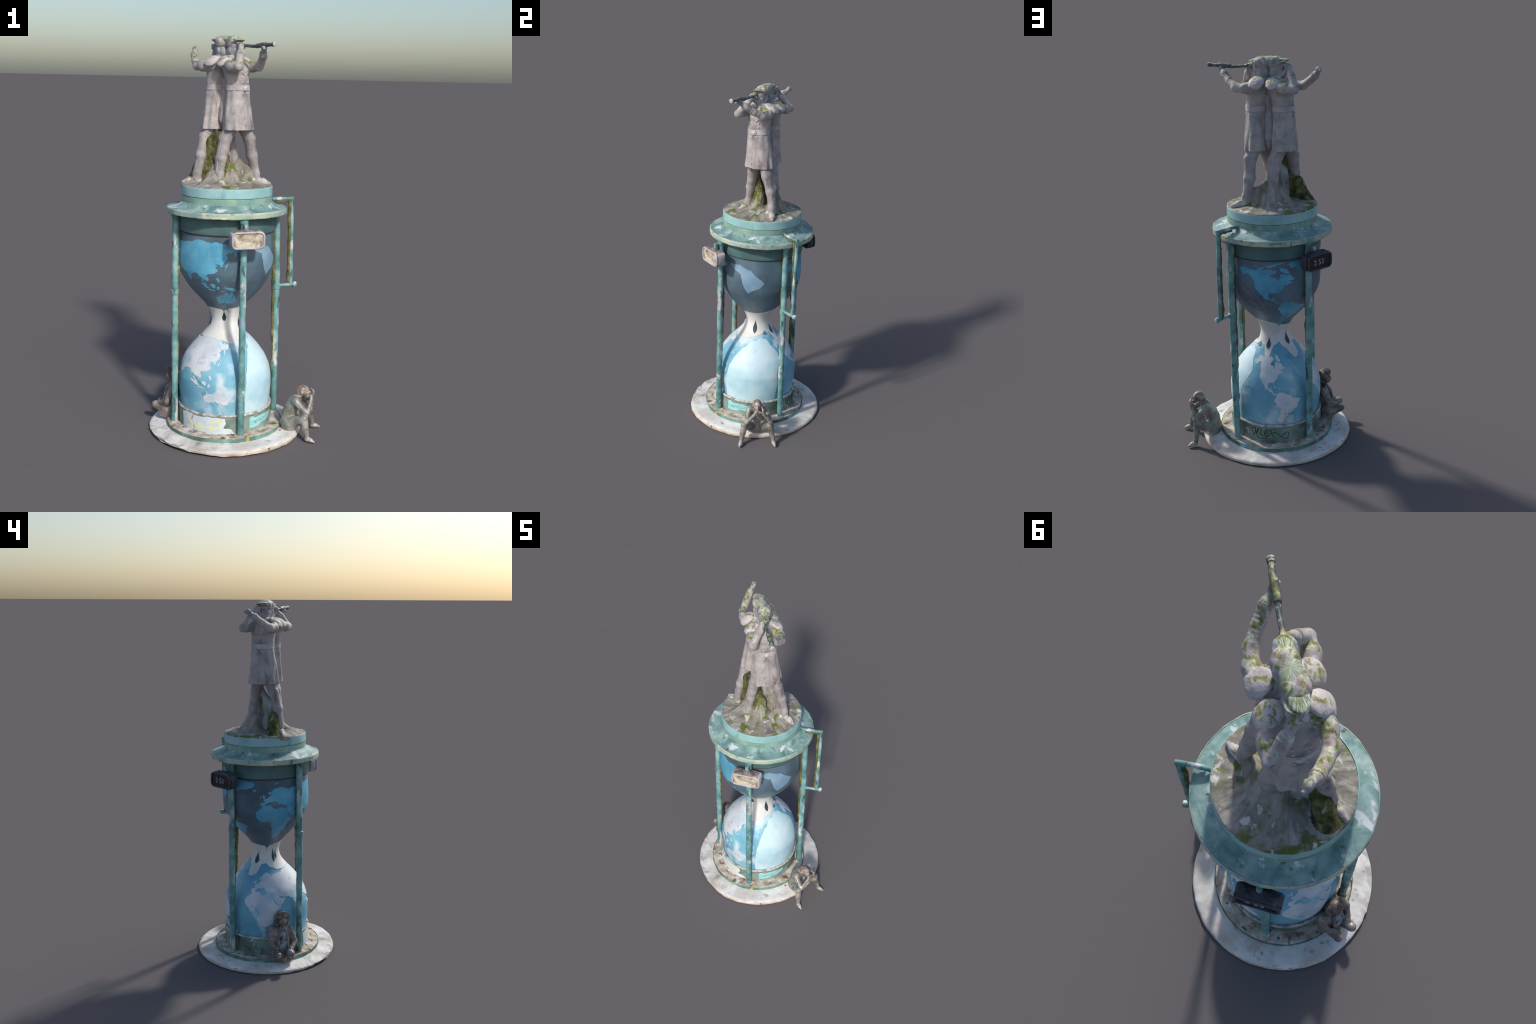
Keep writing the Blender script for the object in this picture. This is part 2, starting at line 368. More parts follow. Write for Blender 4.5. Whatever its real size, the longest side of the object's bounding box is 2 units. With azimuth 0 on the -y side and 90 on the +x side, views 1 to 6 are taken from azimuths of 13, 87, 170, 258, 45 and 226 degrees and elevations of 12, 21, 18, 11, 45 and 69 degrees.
def litter(p, th):
    return .0022 * fbm(p, 45) + .002 * np.clip(vnoise(p, 28) - .3, 0, 1)
turned("step", [(.23, .050), (.292, .049), (.298, .046), (.299, .044)], STEP, 224, litter, .005, 60)
turned("step_rim", [(.2995, .048), (.3015, .040), (.3015, .026)], STEP_RIM, 224, lambda p, th: .0012 * fbm(p, 40), .004)
turned("globe_collar", [(.233, .146), (.2385, .1465), (.2415, .143), (.2415, .046)], COLLAR_LOW, 224, lambda p, th: .0012 * fbm(p, 14), .006)
turned("collar_lip", [(.228, .143), (.235, .1495), (.241, .1495), (.2437, .146), (.2437, .141), (.2412, .139)], LIP, 224,
       lambda p, th: .0012 * fbm(p, 50), .003)

# ------------------------------------------------------------------ hourglass profile
PROFILE = np.array([(.09, .222), (.12, .2265), (.17, .233), (.24, .239), (.30, .2385), (.35, .227), (.40, .205), (.445, .1725), (.48, .141),
                    (.51, .112), (.54, .0875), (.56, .0785), (.585, .0722), (.605, .0735), (.63, .0805), (.655, .0925), (.676, .107),
                    (.70, .130), (.735, .163), (.75, .175), (.78, .198), (.80, .209), (.83, .2255), (.86, .2355), (.90, .2395),
                    (.95, .2395), (1.0, .236), (1.07, .233)])
_zz = np.linspace(PROFILE[0, 0], PROFILE[-1, 0], 800)
_rr = np.interp(_zz, PROFILE[:, 0], PROFILE[:, 1])
_k = np.exp(-np.linspace(-2, 2, 31) ** 2)
_rr = np.convolve(np.pad(_rr, 15, mode='edge'), _k / _k.sum(), mode='valid')

def glass_point(az, z, off=0.0):
    """point on the hourglass skin at azimuth (degrees) and height, raised by off along the normal"""
    az = np.radians(np.asarray(az, float))
    z = np.asarray(z, float)
    r = np.interp(z, _zz, _rr)
    dr = np.interp(z, _zz, np.gradient(_rr, _zz))
    l = np.sqrt(1 + dr * dr)
    rr = r + off / l
    z2 = z - off * dr / l
    p = np.stack([rr * np.cos(az), rr * np.sin(az), z2], -1).reshape(-1, 3)
    p[:, :2] *= (1 + .004 * fbm(p, 9, 2) / np.maximum(np.hypot(p[:, 0], p[:, 1]), .05) * .3)[:, None]
    return lean(p)

def skin(name, zlow, zhigh, mat, off=0.0, seg=240, rows=90):
    """band of the hourglass skin between two height functions of azimuth"""
    az = np.arange(seg) * 360 / seg
    lo = zlow(az) if callable(zlow) else np.full(seg, zlow)
    hi = zhigh(az) if callable(zhigh) else np.full(seg, zhigh)
    t = np.linspace(0, 1, rows)[:, None]
    Z = lo + (hi - lo) * t
    A = np.broadcast_to(az, Z.shape)
    o = np.full(Z.shape, off)
    if off:
        o[0] = -.001
        Z = Z.copy()
        Z[0] = Z[1]
    V = glass_point(A.ravel(), Z.ravel(), 0) if not off else glass_point(A.ravel(), Z.ravel(), o.ravel())
    F = [(i * seg + j, i * seg + (j + 1) % seg, (i + 1) * seg + (j + 1) % seg, (i + 1) * seg + j) for i in range(rows - 1) for j in range(seg)]
    return obj(name, mesh_data(name, V, F, mat))

def periodic(table):
    x = [a for a, _ in table]
    y = [b for _, b in table]
    x = [x[-1] - 360] + x + [x[0] + 360]
    y = [y[-1]] + y + [y[0]]
    def f(az):
        a = np.asarray(az, float) % 360
        i = np.clip(np.searchsorted(x, a) - 1, 0, len(x) - 2)
        xa, ya = np.array(x), np.array(y)
        t = (a - xa[i]) / (xa[i + 1] - xa[i])
        t = t * t * (3 - 2 * t)
        return ya[i] + (ya[i + 1] - ya[i]) * t
    return f

LOWER = skin("globe", .09, .56, SEA_LOW, rows=110)
# white paint running down from the neck in rounded tongues
tongues = periodic([(5, .52), (27, .535), (45, .53), (62, .478), (78, .535), (94, .549), (112, .52), (126, .470), (140, .48), (152, .53),
                    (166, .534), (180, .515), (200, .50), (225, .50), (250, .505), (275, .50), (300, .485), (325, .50), (345, .51)])
NECK = skin("neck", tongues, .70, ICE, .0011, rows=90)
# the upper globe's paint hangs over the neck with a few runs
hang = periodic([(10, .672), (40, .686), (70, .672), (100, .652), (120, .642), (140, .640), (160, .636), (166, .628), (170, .612), (174, .628), (185, .640),
                 (210, .650), (240, .660), (270, .656), (277, .650), (280, .636), (283, .650), (300, .660), (340, .668)])
UPPER = skin("globe", hang, 1.07, SEA_UP, .0022, rows=110)

# ------------------------------------------------------------------ painted patches on the skin
def ragged(poly, levels=2, amp=.16, seed=0):
    rnd = random.Random(seed)
    pts = [tuple(p) for p in poly]
    for _ in range(levels):
        out = []
        for a, b in zip(pts, pts[1:] + pts[:1]):
            dx, dy = b[0] - a[0], b[1] - a[1]
            k = rnd.uniform(-amp, amp)
            out += [a, ((a[0] + b[0]) / 2 - dy * k, (a[1] + b[1]) / 2 + dx * k)]
        pts = out
    return pts

def ragged_paint(poly, levels, amp, seed):
    """the same for outlines in (degrees, metres)"""
    return [(a, z / 240) for a, z in ragged([(a, z * 240) for a, z in poly], levels, amp, seed)]

def inside(P, poly):
    x, y = P[:, 0], P[:, 1]
    c = np.zeros(len(P), bool)
    for (x1, y1), (x2, y2) in zip(poly, poly[1:] + poly[:1]):
        if y1 == y2:
            continue
        c ^= ((y1 > y) != (y2 > y)) & (x < (x2 - x1) * (y - y1) / (y2 - y1) + x1)
    return c

def patch(name, poly, mat, off, parent, surf=glass_point, da=3.0, dz=.009):
    """thin coat of paint with the given outline in (azimuth, height), following the curved skin"""
    pl = [(a, z / dz * da) for a, z in poly]          # work in roughly square units
    arr = np.array(pl)
    gx, gy = np.meshgrid(np.arange(arr[:, 0].min(), arr[:, 0].max(), da), np.arange(arr[:, 1].min(), arr[:, 1].max(), da))
    g = np.stack([gx.ravel(), gy.ravel()], 1)
    g = g[inside(g, pl)]
    co = [Vector(p) for p in pl] + [Vector(p) for p in g]
    n = len(pl)
    res = delaunay_2d_cdt(co, [(i, (i + 1) % n) for i in range(n)], [list(range(n))], 1, 1e-5)
    v2, faces = np.array([tuple(v) for v in res[0]]), [f for f in res[2]]
    az, z = v2[:, 0], v2[:, 1] / da * dz
    V = surf(az, z, off)
    cnt = {}
    for f in faces:
        for a, b in zip(f, list(f[1:]) + [f[0]]):
            cnt[(a, b)] = 1
    rim = [e for e in cnt if (e[1], e[0]) not in cnt]
    base = surf(az, z, -.0008)
    N = len(V)
    faces = [tuple(f) for f in faces] + [(b, a, a + N, b + N) for a, b in rim]
    V = np.concatenate([V, base])
    used = sorted({i for f in faces for i in f})
    m = {o: i for i, o in enumerate(used)}
    return obj(name, mesh_data(name, V[used], [tuple(m[i] for i in f) for f in faces], mat, sharp=35), parent)

NORTH_AMERICA = [(-168, 66), (-162, 70), (-156, 71), (-141, 70), (-128, 70), (-115, 68), (-108, 69), (-95, 68), (-94, 72), (-88, 68), (-82, 68), (-87, 64), (-94, 60),
                 (-93, 58), (-88, 56.5), (-82, 55), (-82, 52), (-79, 51.5), (-79, 55), (-77, 57), (-78, 62), (-73, 62), (-69, 59), (-64, 60), (-61, 56), (-56, 52.5),
                 (-60, 50), (-66, 50), (-70, 47), (-65, 48.5), (-61, 46), (-66, 44), (-70, 43), (-74, 40.5), (-76, 35), (-81, 31), (-80, 26), (-82, 27), (-83, 30),
                 (-89, 30), (-94, 29.5), (-97.5, 26), (-97, 21), (-94, 18), (-91, 19), (-90, 21.3), (-87, 21), (-88, 16), (-84, 15.5), (-83.5, 11), (-79, 9.5),
                 (-77.5, 8), (-80, 7.5), (-83, 8.3), (-86, 11), (-88, 13), (-94, 16), (-100, 17), (-105.5, 20), (-106, 23), (-112, 29), (-114, 29), (-110, 23), (-115, 29), (-117, 33),
                 (-121, 35), (-124, 40), (-124, 47), (-128, 51), (-133, 56), (-140, 60), (-148, 60.5), (-152, 59), (-163, 55), (-158, 58.5), (-165, 61), (-165, 64)]
SOUTH_AMERICA = [(-77.5, 8), (-72, 12), (-64, 10.5), (-60, 8), (-52, 5), (-50, 0), (-44, -2.5), (-37, -5), (-35, -8), (-39, -13), (-40, -20), (-45, -23.5), (-48.5, -27),
                 (-53, -33), (-58, -34.5), (-57, -38), (-62, -39), (-65, -43), (-66, -48), (-69, -52), (-66, -55), (-72, -53), (-75, -48), (-73.5, -40), (-71.5, -30),
                 (-70.5, -19), (-76, -14), (-81, -6), (-80, -2), (-79, 1.5), (-77, 4)]
AFRICA = [(-6, 35.5), (3, 37), (10, 37), (11, 34), (19, 30.5), (22, 33), (30, 31), (33, 30.5), (35, 26), (37, 21), (39, 16), (43, 12), (51, 12), (48, 5), (41, -2), (39, -7),
          (40.5, -14), (35, -20), (35, -24), (32.5, -28), (28, -33), (20, -34.5), (18, -33), (15, -27), (12, -18), (13.5, -10), (9, -1), (9.5, 4), (5, 6), (-4, 5), (-8, 4.5),
          (-13, 9), (-17, 14.5), (-17, 21), (-13, 27), (-9.5, 31)]
EURASIA = [(-9, 37), (-9, 43), (-2, 43.5), (-1, 46), (-4.5, 48.5), (2, 51), (5, 53.5), (8.5, 55), (8, 57), (11, 57.5), (11, 54.5), (20, 55), (23, 59), (29, 60), (22, 61), (25, 65),
           (18, 62), (17, 57), (12, 56), (10, 59), (5, 59), (5, 62), (12, 66), (18, 69.5), (26, 71), (33, 69), (41, 67), (34, 65), (40, 64.5), (44, 68), (54, 68.5), (68, 69), (73, 72),
           (80, 73), (100, 77), (112, 74), (128, 72.5), (140, 72.5), (160, 70), (172, 69.5), (179, 68), (178, 62.5), (170, 60), (163, 59.5), (162, 55), (157, 51), (156, 57),
           (161, 61), (152, 59), (142, 59), (136, 54.5), (141, 52), (139, 47), (132, 43), (128, 39), (129, 35.5), (126.5, 35), (125, 39), (121.5, 40), (118, 39), (122, 37),
           (119, 34.5), (122, 30), (119.5, 25.5), (114, 22.5), (108.5, 21.5), (106, 18.5), (109, 13), (106, 9.5), (104.5, 10.5), (101, 13), (99.5, 10), (103.5, 3), (103, 1.5),
           (100.5, 5), (98.5, 9), (97.5, 16.5), (94.5, 16), (91.5, 22.5), (87, 21.5), (80.5, 15.5), (80, 12), (77.5, 8), (75, 12), (73, 17), (72.5, 21), (69, 22), (67, 25),
           (61.5, 25), (57, 26.5), (51, 28.5), (48.5, 30), (51, 25), (56.5, 25.5), (59.5, 22.5), (55, 17), (45, 13), (43, 14), (39, 21), (35, 28), (35, 32), (36, 36.5), (31, 36.5),
           (27, 37), (26.5, 40), (33, 42), (41, 41.5), (37, 46), (31, 46.5), (28, 43.5), (28.5, 41), (23.5, 40.5), (23.5, 37.5), (21.5, 37), (19.5, 41.5), (13.5, 45.5),
           (12.5, 44), (18.5, 40), (16, 38), (12, 42), (8.5, 44.3), (3.5, 43), (-.5, 39.5), (-2, 36.7), (-5.5, 36.2)]
AUSTRALIA = [(114, -22), (122, -18), (129, -15), (132, -11.5), (136.5, -12), (136, -15.5), (140.5, -17.5), (142, -10.7), (145, -15), (149, -20.5), (153, -26), (152.5, -32),
             (149.5, -38), (144, -38.5), (140, -37.5), (137.5, -33), (135, -35), (131, -31.5), (123, -34), (118, -35), (115, -34), (115.5, -31)]
GREENLAND = [(-68, 77), (-58, 81), (-32, 82), (-19, 78), (-22, 70), (-40, 65), (-44, 60), (-52, 64), (-54, 70)]
def blob(lon, lat, a, b, tilt=0.0, n=9, seed=0):
    rnd = random.Random(seed)
    t = math.radians(tilt)
    out = []
    for i in range(n):
        w = 2 * math.pi * i / n
        k = rnd.uniform(.7, 1.2)
        x, y = a * math.cos(w) * k, b * math.sin(w) * k
        out.append((lon + x * math.cos(t) - y * math.sin(t), lat + x * math.sin(t) + y * math.cos(t)))
    return out
ISLANDS = [blob(101, 0, 8, 1.6, -42, seed=1), blob(110, -7, 5, 1.0, -8, seed=2), blob(114, 1, 4.2, 4.2, seed=3), blob(121, -2, 2.2, 3.6, seed=4), blob(140, -5, 8, 2.6, -18, seed=5),
           blob(138, 36.5, 6, 1.6, 42, seed=6), blob(143, 43.5, 2.2, 1.8, seed=7), blob(122, 12.5, 1.8, 4.5, 20, seed=8), blob(47, -19, 2, 6, -12, seed=9), blob(-2.5, 54, 1.8, 3.8, 15, seed=10),
           blob(-8, 53, 1.6, 1.6, seed=11), blob(-18.5, 65, 3, 1.4, seed=12), blob(-79, 22, 4, .9, -15, seed=13), blob(-71, 19, 2.6, 1.0, seed=14), blob(-72, 68, 8, 4, -35, seed=15),
           blob(-110, 71.5, 8, 2.4, 10, seed=16), blob(-92, 76, 8, 1.8, 5, seed=17), blob(-120, 75, 5, 1.4, 10, seed=18), blob(-82, 79.5, 8, 1.6, 12, seed=19), blob(18, 78.5, 4, 1.4, 20, seed=20),
           blob(55, 73.5, 3, 1.2, 35, seed=21), blob(128, -9, 4, .9, 8, seed=22), blob(172, -42, 2, 4.5, -30, seed=23)]

def land_mapper(lon_table, z0, zslope):
    lx, ly = zip(*lon_table)
    squeeze = lambda lo, la: 128 + (lo - 128) * .5 if lo > 128 and la > 20 else lo     # the painter crowded the far north-east
    return lambda poly: [(float(np.interp(squeeze(lo, la), lx, ly)), z0 + zslope * la) for lo, la in poly]
upper_map = land_mapper([(-172, 35), (-110, 64), (-81, 85.5), (-56, 107), (-35, 138), (-17, 154), (9, 174), (30, 192), (51, 208), (77, 234), (104, 259), (134, 286), (153, 305), (180, 330)], .798, .00295)
lower_map = land_mapper([(-172, 42), (-125, 56), (-81, 78), (-35, 112), (-17, 135), (9, 156), (30, 172), (51, 188), (77, 212), (104, 250), (134, 277), (153, 291), (180, 312)], .303, .00268)

for mapper, host, mat, off, raise_names in ((upper_map, UPPER, LAND_UP, .0029, 0), (lower_map, LOWER, LAND_LOW, .0011, 1)):
    for k, land in enumerate((NORTH_AMERICA, SOUTH_AMERICA, AFRICA, EURASIA, AUSTRALIA, GREENLAND)):
        if raise_names and k == 5:
            continue
        patch("continent", mapper(ragged(land, 3, .19, k)), mat, off, host)
    for k, isl in enumerate(ISLANDS):
        if raise_names and k > 14:
            continue
        patch("island", mapper(ragged(isl, 1, .2, k)), mat, off, host)

# hard-edged sunlit areas between cast shadows, laid on as lighter patches
baked_sun = [(-49, .112), (-49.5, .20), (-49, .275), (-47, .35), (-41, .409), (-33, .455), (-17, .494), (4, .508), (25, .50), (38, .446), (41, .427), (35, .37), (31.5, .333), (29.6, .214), (29, .112)]
patch("bleached_paint", ragged_paint(baked_sun, 2, .06, 3), BAKED_SUN, .0008, LOWER)
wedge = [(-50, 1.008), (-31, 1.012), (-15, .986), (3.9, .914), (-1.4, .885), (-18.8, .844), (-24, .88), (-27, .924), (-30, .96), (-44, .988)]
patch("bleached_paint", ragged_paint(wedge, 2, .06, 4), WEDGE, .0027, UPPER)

# painted drops on the neck
def teardrop(az, ztop, zbot, w):
    """pointed at the top, round at the bottom; w = half width in metres"""
    pts = []
    h = ztop - zbot
    for i in range(13):
        t = i / 12
        r = w * (math.sin(math.pi * t ** 1.9) ** .8 if 0 < t < 1 else 0)
        pts.append((r, ztop - h * t))
    R = lambda z: float(np.interp(z, _zz, _rr))
    out = [(az + math.degrees(r / R(z)), z) for r, z in pts] + [(az - math.degrees(r / R(z)), z) for r, z in pts[-2:0:-1]]
    return out
for az, a, b, w in ((-80, .650, .590, .010), (-13, .612, .530, .012), (52, .578, .522, .012), (59, .574, .519, .0115), (130, .597, .530, .0125), (-163, .618, .540, .0075), (-150, .606, .556, .006)):
    if az == 52:
        continue
    patch("drop", teardrop(az, a, b, w), DROP, .0026, NECK, da=2.0, dz=.004)
patch("drop", teardrop(25, .545, .521, .013), DROP_BLUE, .0026, NECK, da=2.0, dz=.004)

# ------------------------------------------------------------------ graffiti strokes
def strokes(name, lines, mat, surf, width, parent, off):
    """pen strokes: raised ribbons that follow a curved surface, given as (azimuth, height) polylines"""
    V, F = [], []
    for line in lines:
        p = np.array(line, float)
        t = np.linspace(0, len(p) - 1, (len(p) - 1) * 5 + 1)
        q = np.stack([np.interp(t, range(len(p)), p[:, i]) for i in (0, 1)], 1)
        for _ in range(2):
            q[1:-1] = (q[:-2] + 2 * q[1:-1] + q[2:]) / 4
        a = surf(q[:, 0], q[:, 1], 0.0)
        b = surf(q[:, 0], q[:, 1], 1.0) - a
        tan = np.gradient(a, axis=0)
        side = np.cross(tan, b)
        side /= np.linalg.norm(side, axis=1)[:, None] + 1e-12
        nrm = b / np.linalg.norm(b, axis=1)[:, None]
        s0 = len(V)
        for i in range(len(a)):
            V += [a[i] - side[i] * width - nrm[i] * .0005, a[i] - side[i] * width * .8 + nrm[i] * off, a[i] + side[i] * width * .8 + nrm[i] * off, a[i] + side[i] * width - nrm[i] * .0005]
        for i in range(len(a) - 1):
            for j in range(3):
                k = s0 + i * 4 + j
                F.append((k, k + 1, k + 5, k + 4))
    return obj(name, mesh_data(name, V, F, mat, sharp=35), parent)

def collar_surf(az, z, off=0.0):
    az = np.radians(np.asarray(az, float))
    z = np.asarray(z, float)
    r = .2418 + off
    return lean(np.stack([r * np.cos(az) + 0 * z, r * np.sin(az) + 0 * z, z], -1).reshape(-1, 3))

def scribble(az0, az1, z0, z1, loops, seed, lean_=.35):
    rnd = random.Random(seed)
    n = loops * 4
    out = []
    for i in range(n + 1):
        t = i / n
        w = i * math.pi / 2
        out.append((az0 + (az1 - az0) * (t + .03 * math.cos(w) + rnd.uniform(-.015, .015)), (z0 + z1) / 2 + (z1 - z0) / 2 * math.sin(w) * rnd.uniform(.5, 1)))
    return out
COLLAR = bpy.data.objects["globe_collar"]
patch("overpaint", ragged_paint([(-134, .052), (-136, .132), (-120, .136), (-95, .138), (-74, .130), (-73, .105), (-76, .080), (-66, .072), (-62, .052), (-95, .050)], 2, .08, 8), COLLAR_PAINT, .0005, COLLAR, collar_surf)
strokes("graffiti_lettering", [[(-123.5, .108), (-120, .085), (-116, .062)], [(-123.5, .108), (-118.5, .094), (-117, .075)],
                               [(-115.5, .116), (-112, .075), (-110, .058), (-108.5, .098), (-106.5, .062), (-105.5, .105)],
                               [(-104.5, .092), (-104, .066), (-101, .064), (-99, .094)], [(-99.5, .084), (-96, .079), (-93, .078)]], YELLOW, collar_surf, .0040, COLLAR, .0010)
strokes("graffiti_lettering", [[(-79, .126), (-86, .118), (-91, .100), (-92.5, .066)], [(-91, .078), (-86, .074), (-81, .084), (-79.5, .120)], [(-90, .108), (-84, .112)]], YELLOW, collar_surf, .0060, COLLAR, .0010)
def tag_xy(line):
    """back tag sketched on a 1200-wide sheet, wrapped onto the collar"""
    return [(49 + (x - 505) * .0404, .146 - (y - float(np.interp(x, (500, 700, 1000, 1400, 1700), (150, 200, 235, 235, 215)))) * .0002) for x, y in line]
strokes("graffiti_lettering", [tag_xy(l) for l in (
    [(560, 480), (480, 300), (540, 265), (620, 275), (600, 400), (570, 500)], [(690, 290), (650, 450), (720, 300), (830, 330), (740, 440), (860, 530)],
    [(620, 360), (690, 560), (730, 590)], [(920, 450), (1000, 440), (1010, 360), (950, 350), (900, 430), (920, 540), (1000, 555), (1070, 450)],
    [(1080, 330), (1110, 450), (1100, 350), (1200, 305), (1240, 340), (1180, 430), (1110, 440), (1220, 570)],
    [(1180, 430), (1260, 420), (1350, 480), (1450, 570), (1560, 600), (1640, 560), (1670, 450), (1630, 400), (1540, 430), (1450, 530)],
    [(720, 590), (850, 580), (1000, 610)])], INK_BLACK, collar_surf, .0016, COLLAR, .0010)
patch("graffiti_block", ragged_paint([(-43, .066), (-44, .118), (-39, .130), (-34, .118), (-20, .124), (-4, .122), (-3, .10), (-12, .085), (-28, .074)], 2, .10, 8),
      weathered("turquoise_spray", [(.3, srgb(134, 204, 208)), (.7, srgb(178, 228, 228))], 14, rough=.55), .0006, COLLAR, collar_surf)
strokes("graffiti_lettering", [scribble(-38, -24, .092, .108, 4, 3), [(-24, .112), (-19, .100), (-25, .090)], [(-41, .080), (-37, .088)], [(-20, .098), (-10, .108)]], INK, collar_surf, .0006, COLLAR, .0011)
strokes("graffiti_lettering", [scribble(150, 163, .07, .10, 2, 5)], INK_BLACK, collar_surf, .0010, COLLAR, .0009)
strokes("graffiti_scratch", [scribble(108, 118, .085, .12, 3, 15)], DIGIT, collar_surf, .0009, COLLAR, .0009)
strokes("graffiti_lettering", [[(-46, .134), (-42, .136), (-38, .133)]], RED_INK, collar_surf, .0014, COLLAR, .0010)
rev = lambda az, z, off=0.0: glass_point(az, z, off)
smile = [(-110.3 + 6.2 * math.cos(w), .408 + .015 * math.sin(w)) for w in np.linspace(.6, 6.4, 18)]
strokes("graffiti_doodle", [smile, [(-112, .414), (-111, .408)], [(-109.5, .415), (-108.5, .410)], [(-112, .403), (-110, .402)], [(-111, .430), (-109, .425), (-107, .420)]], INK, rev, .0005, LOWER, .0014)
letters = [(-118.8, .340), (-117, .331), (-115.5, .337), (-114.5, .322), (-113, .330), (-111.5, .315), (-109.8, .322), (-109, .306), (-107, .314), (-106, .300), (-104, .310), (-103, .294), (-101.5, .304), (-100, .290), (-101, .282)]
ring = [(-100.4 + 2.6 * math.cos(w), .254 + .011 * math.sin(w)) for w in np.linspace(0, 6.2, 14)]
strokes("graffiti_lettering", [letters, ring, [(-101.8, .258), (-101, .248), (-99.6, .260), (-99, .250)]], INK, rev, .0005, LOWER, .0014)
strokes("graffiti_lettering", [[(90, .205), (92, .222), (94, .206)], [(91, .212), (93.5, .212)], [(95, .222), (97, .206), (99, .22), (101, .206), (103, .222)]], RED_INK, rev, .0008, LOWER, .0016)
strokes("graffiti_lettering", [scribble(84, 100, .182, .198, 3, 9)], YELLOW, rev, .0010, LOWER, .0016)
strokes("graffiti_lettering", [[(41, .922), (47, .905), (53, .883), (57, .868)], [(37.5, .886), (41.5, .877), (47, .862), (53, .837), (59.4, .827)],
    [(42, .873), (43.4, .838), (43, .81), (49, .791), (55.3, .773), (60, .765), (62.8, .775)], [(44.5, .841), (49, .845), (55, .835), (59, .823)],
    [(54.7, .859), (60, .845), (61.3, .814), (61.8, .779), (65.2, .761), (68.4, .753), (73.5, .76)], [(70, .807), (71.7, .782), (73, .76)], [(72.4, .838), (76.3, .833), (81, .813)]],
    RED_INK, rev, .0014, UPPER, .0028)
strokes("graffiti_scratch", [scribble(168, 180, .835, .85, 3, 13)], DIGIT, rev, .0006, UPPER, .0034)

# ------------------------------------------------------------------ crown works above the globes
turned("globe_collar", [(.232, 1.052), (.2425, 1.054), (.2435, 1.060), (.2435, 1.14)], COLLAR_UP, 224, lambda p, th: .0006 * fbm(p, 12), .006)
turned("collar_seam", [(.236, 1.047), (.2405, 1.048), (.2405, 1.0535), (.236, 1.0545)], RUST_LINE, 160, None, .01)

def flange_noise(p, th):
    r = np.hypot(p[:, 0], p[:, 1])
    return np.clip((r - .22) / .05, 0, 1) * (.0020 * fbm(p, 16) + .0012 * fbm(p, 50, 2))
turned("flange", [(.20, 1.139), (.290, 1.138), (.2985, 1.1395), (.3005, 1.142), (.3005, 1.163), (.2985, 1.1665), (.290, 1.1690), (.265, 1.1735), (.245, 1.180), (.234, 1.188), (.2265, 1.196)],
       FLANGE, 256, flange_noise, .004, 70)
turned("flange_rim", [(.2985, 1.1395), (.3016, 1.1415), (.3018, 1.150), (.3016, 1.1625), (.3000, 1.1665), (.2965, 1.1682)], FLANGE_RIM, 256,
       lambda p, th: .0022 * fbm(p, 16) + .0010 * fbm(p, 55, 2), .003, 60)
turned("drum_skirt", [(.2285, 1.180), (.2265, 1.196), (.2262, 1.2275)], DRUM_LOW, 200, lambda p, th: .0008 * fbm(p, 14), .005)
turned("drum_seam", [(.2250, 1.2255), (.2268, 1.2268), (.2268, 1.2285), (.2250, 1.2295)], SEAM, 200, None, .01)
turned("drum_band", [(.2240, 1.2275), (.2278, 1.2288), (.2282, 1.235), (.2275, 1.270), (.2264, 1.2742), (.2235, 1.2752)], DRUM, 200, lambda p, th: .0009 * fbm(p, 12), .005)
# ------------------------------------------------------------------ tubes
def tube(path, radii, seg=20, wobble=0.0, nscale=30, sub=12, flat=1.0, cap=True):
    path = np.array(path, float)
    m = len(path)
    t = np.linspace(0, m - 1, (m - 1) * sub + 1)
    P = np.stack([np.interp(t, range(m), path[:, i]) for i in range(3)], 1)
    R = np.interp(t, range(m), radii if hasattr(radii, '__len__') else [radii] * m)
    T = np.gradient(P, axis=0)
    T /= np.linalg.norm(T, axis=1)[:, None]
    ref = np.array([0, 0, 1.0]) if abs(T[0][2]) < .9 else np.array([1.0, 0, 0])
    V = []
    for i in range(len(P)):
        u = np.cross(T[i], ref)
        u /= np.linalg.norm(u)
        w = np.cross(T[i], u)
        a = np.arange(seg) * 2 * np.pi / seg
        V.append(P[i] + R[i] * (np.cos(a)[:, None] * u * flat + np.sin(a)[:, None] * w))
    V = np.concatenate(V)
    if wobble:
        C = np.repeat(P, seg, 0)
        V = C + (V - C) * (1 + wobble / max(np.mean(R), 1e-6) * fbm(V, nscale, 2))[:, None]
    n = len(P)
    F = [(i * seg + j, i * seg + (j + 1) % seg, (i + 1) * seg + (j + 1) % seg, (i + 1) * seg + j) for i in range(n - 1) for j in range(seg)]
    if cap:
        F += [tuple(range(seg))[::-1], tuple((n - 1) * seg + j for j in range(seg))]
    return V, F

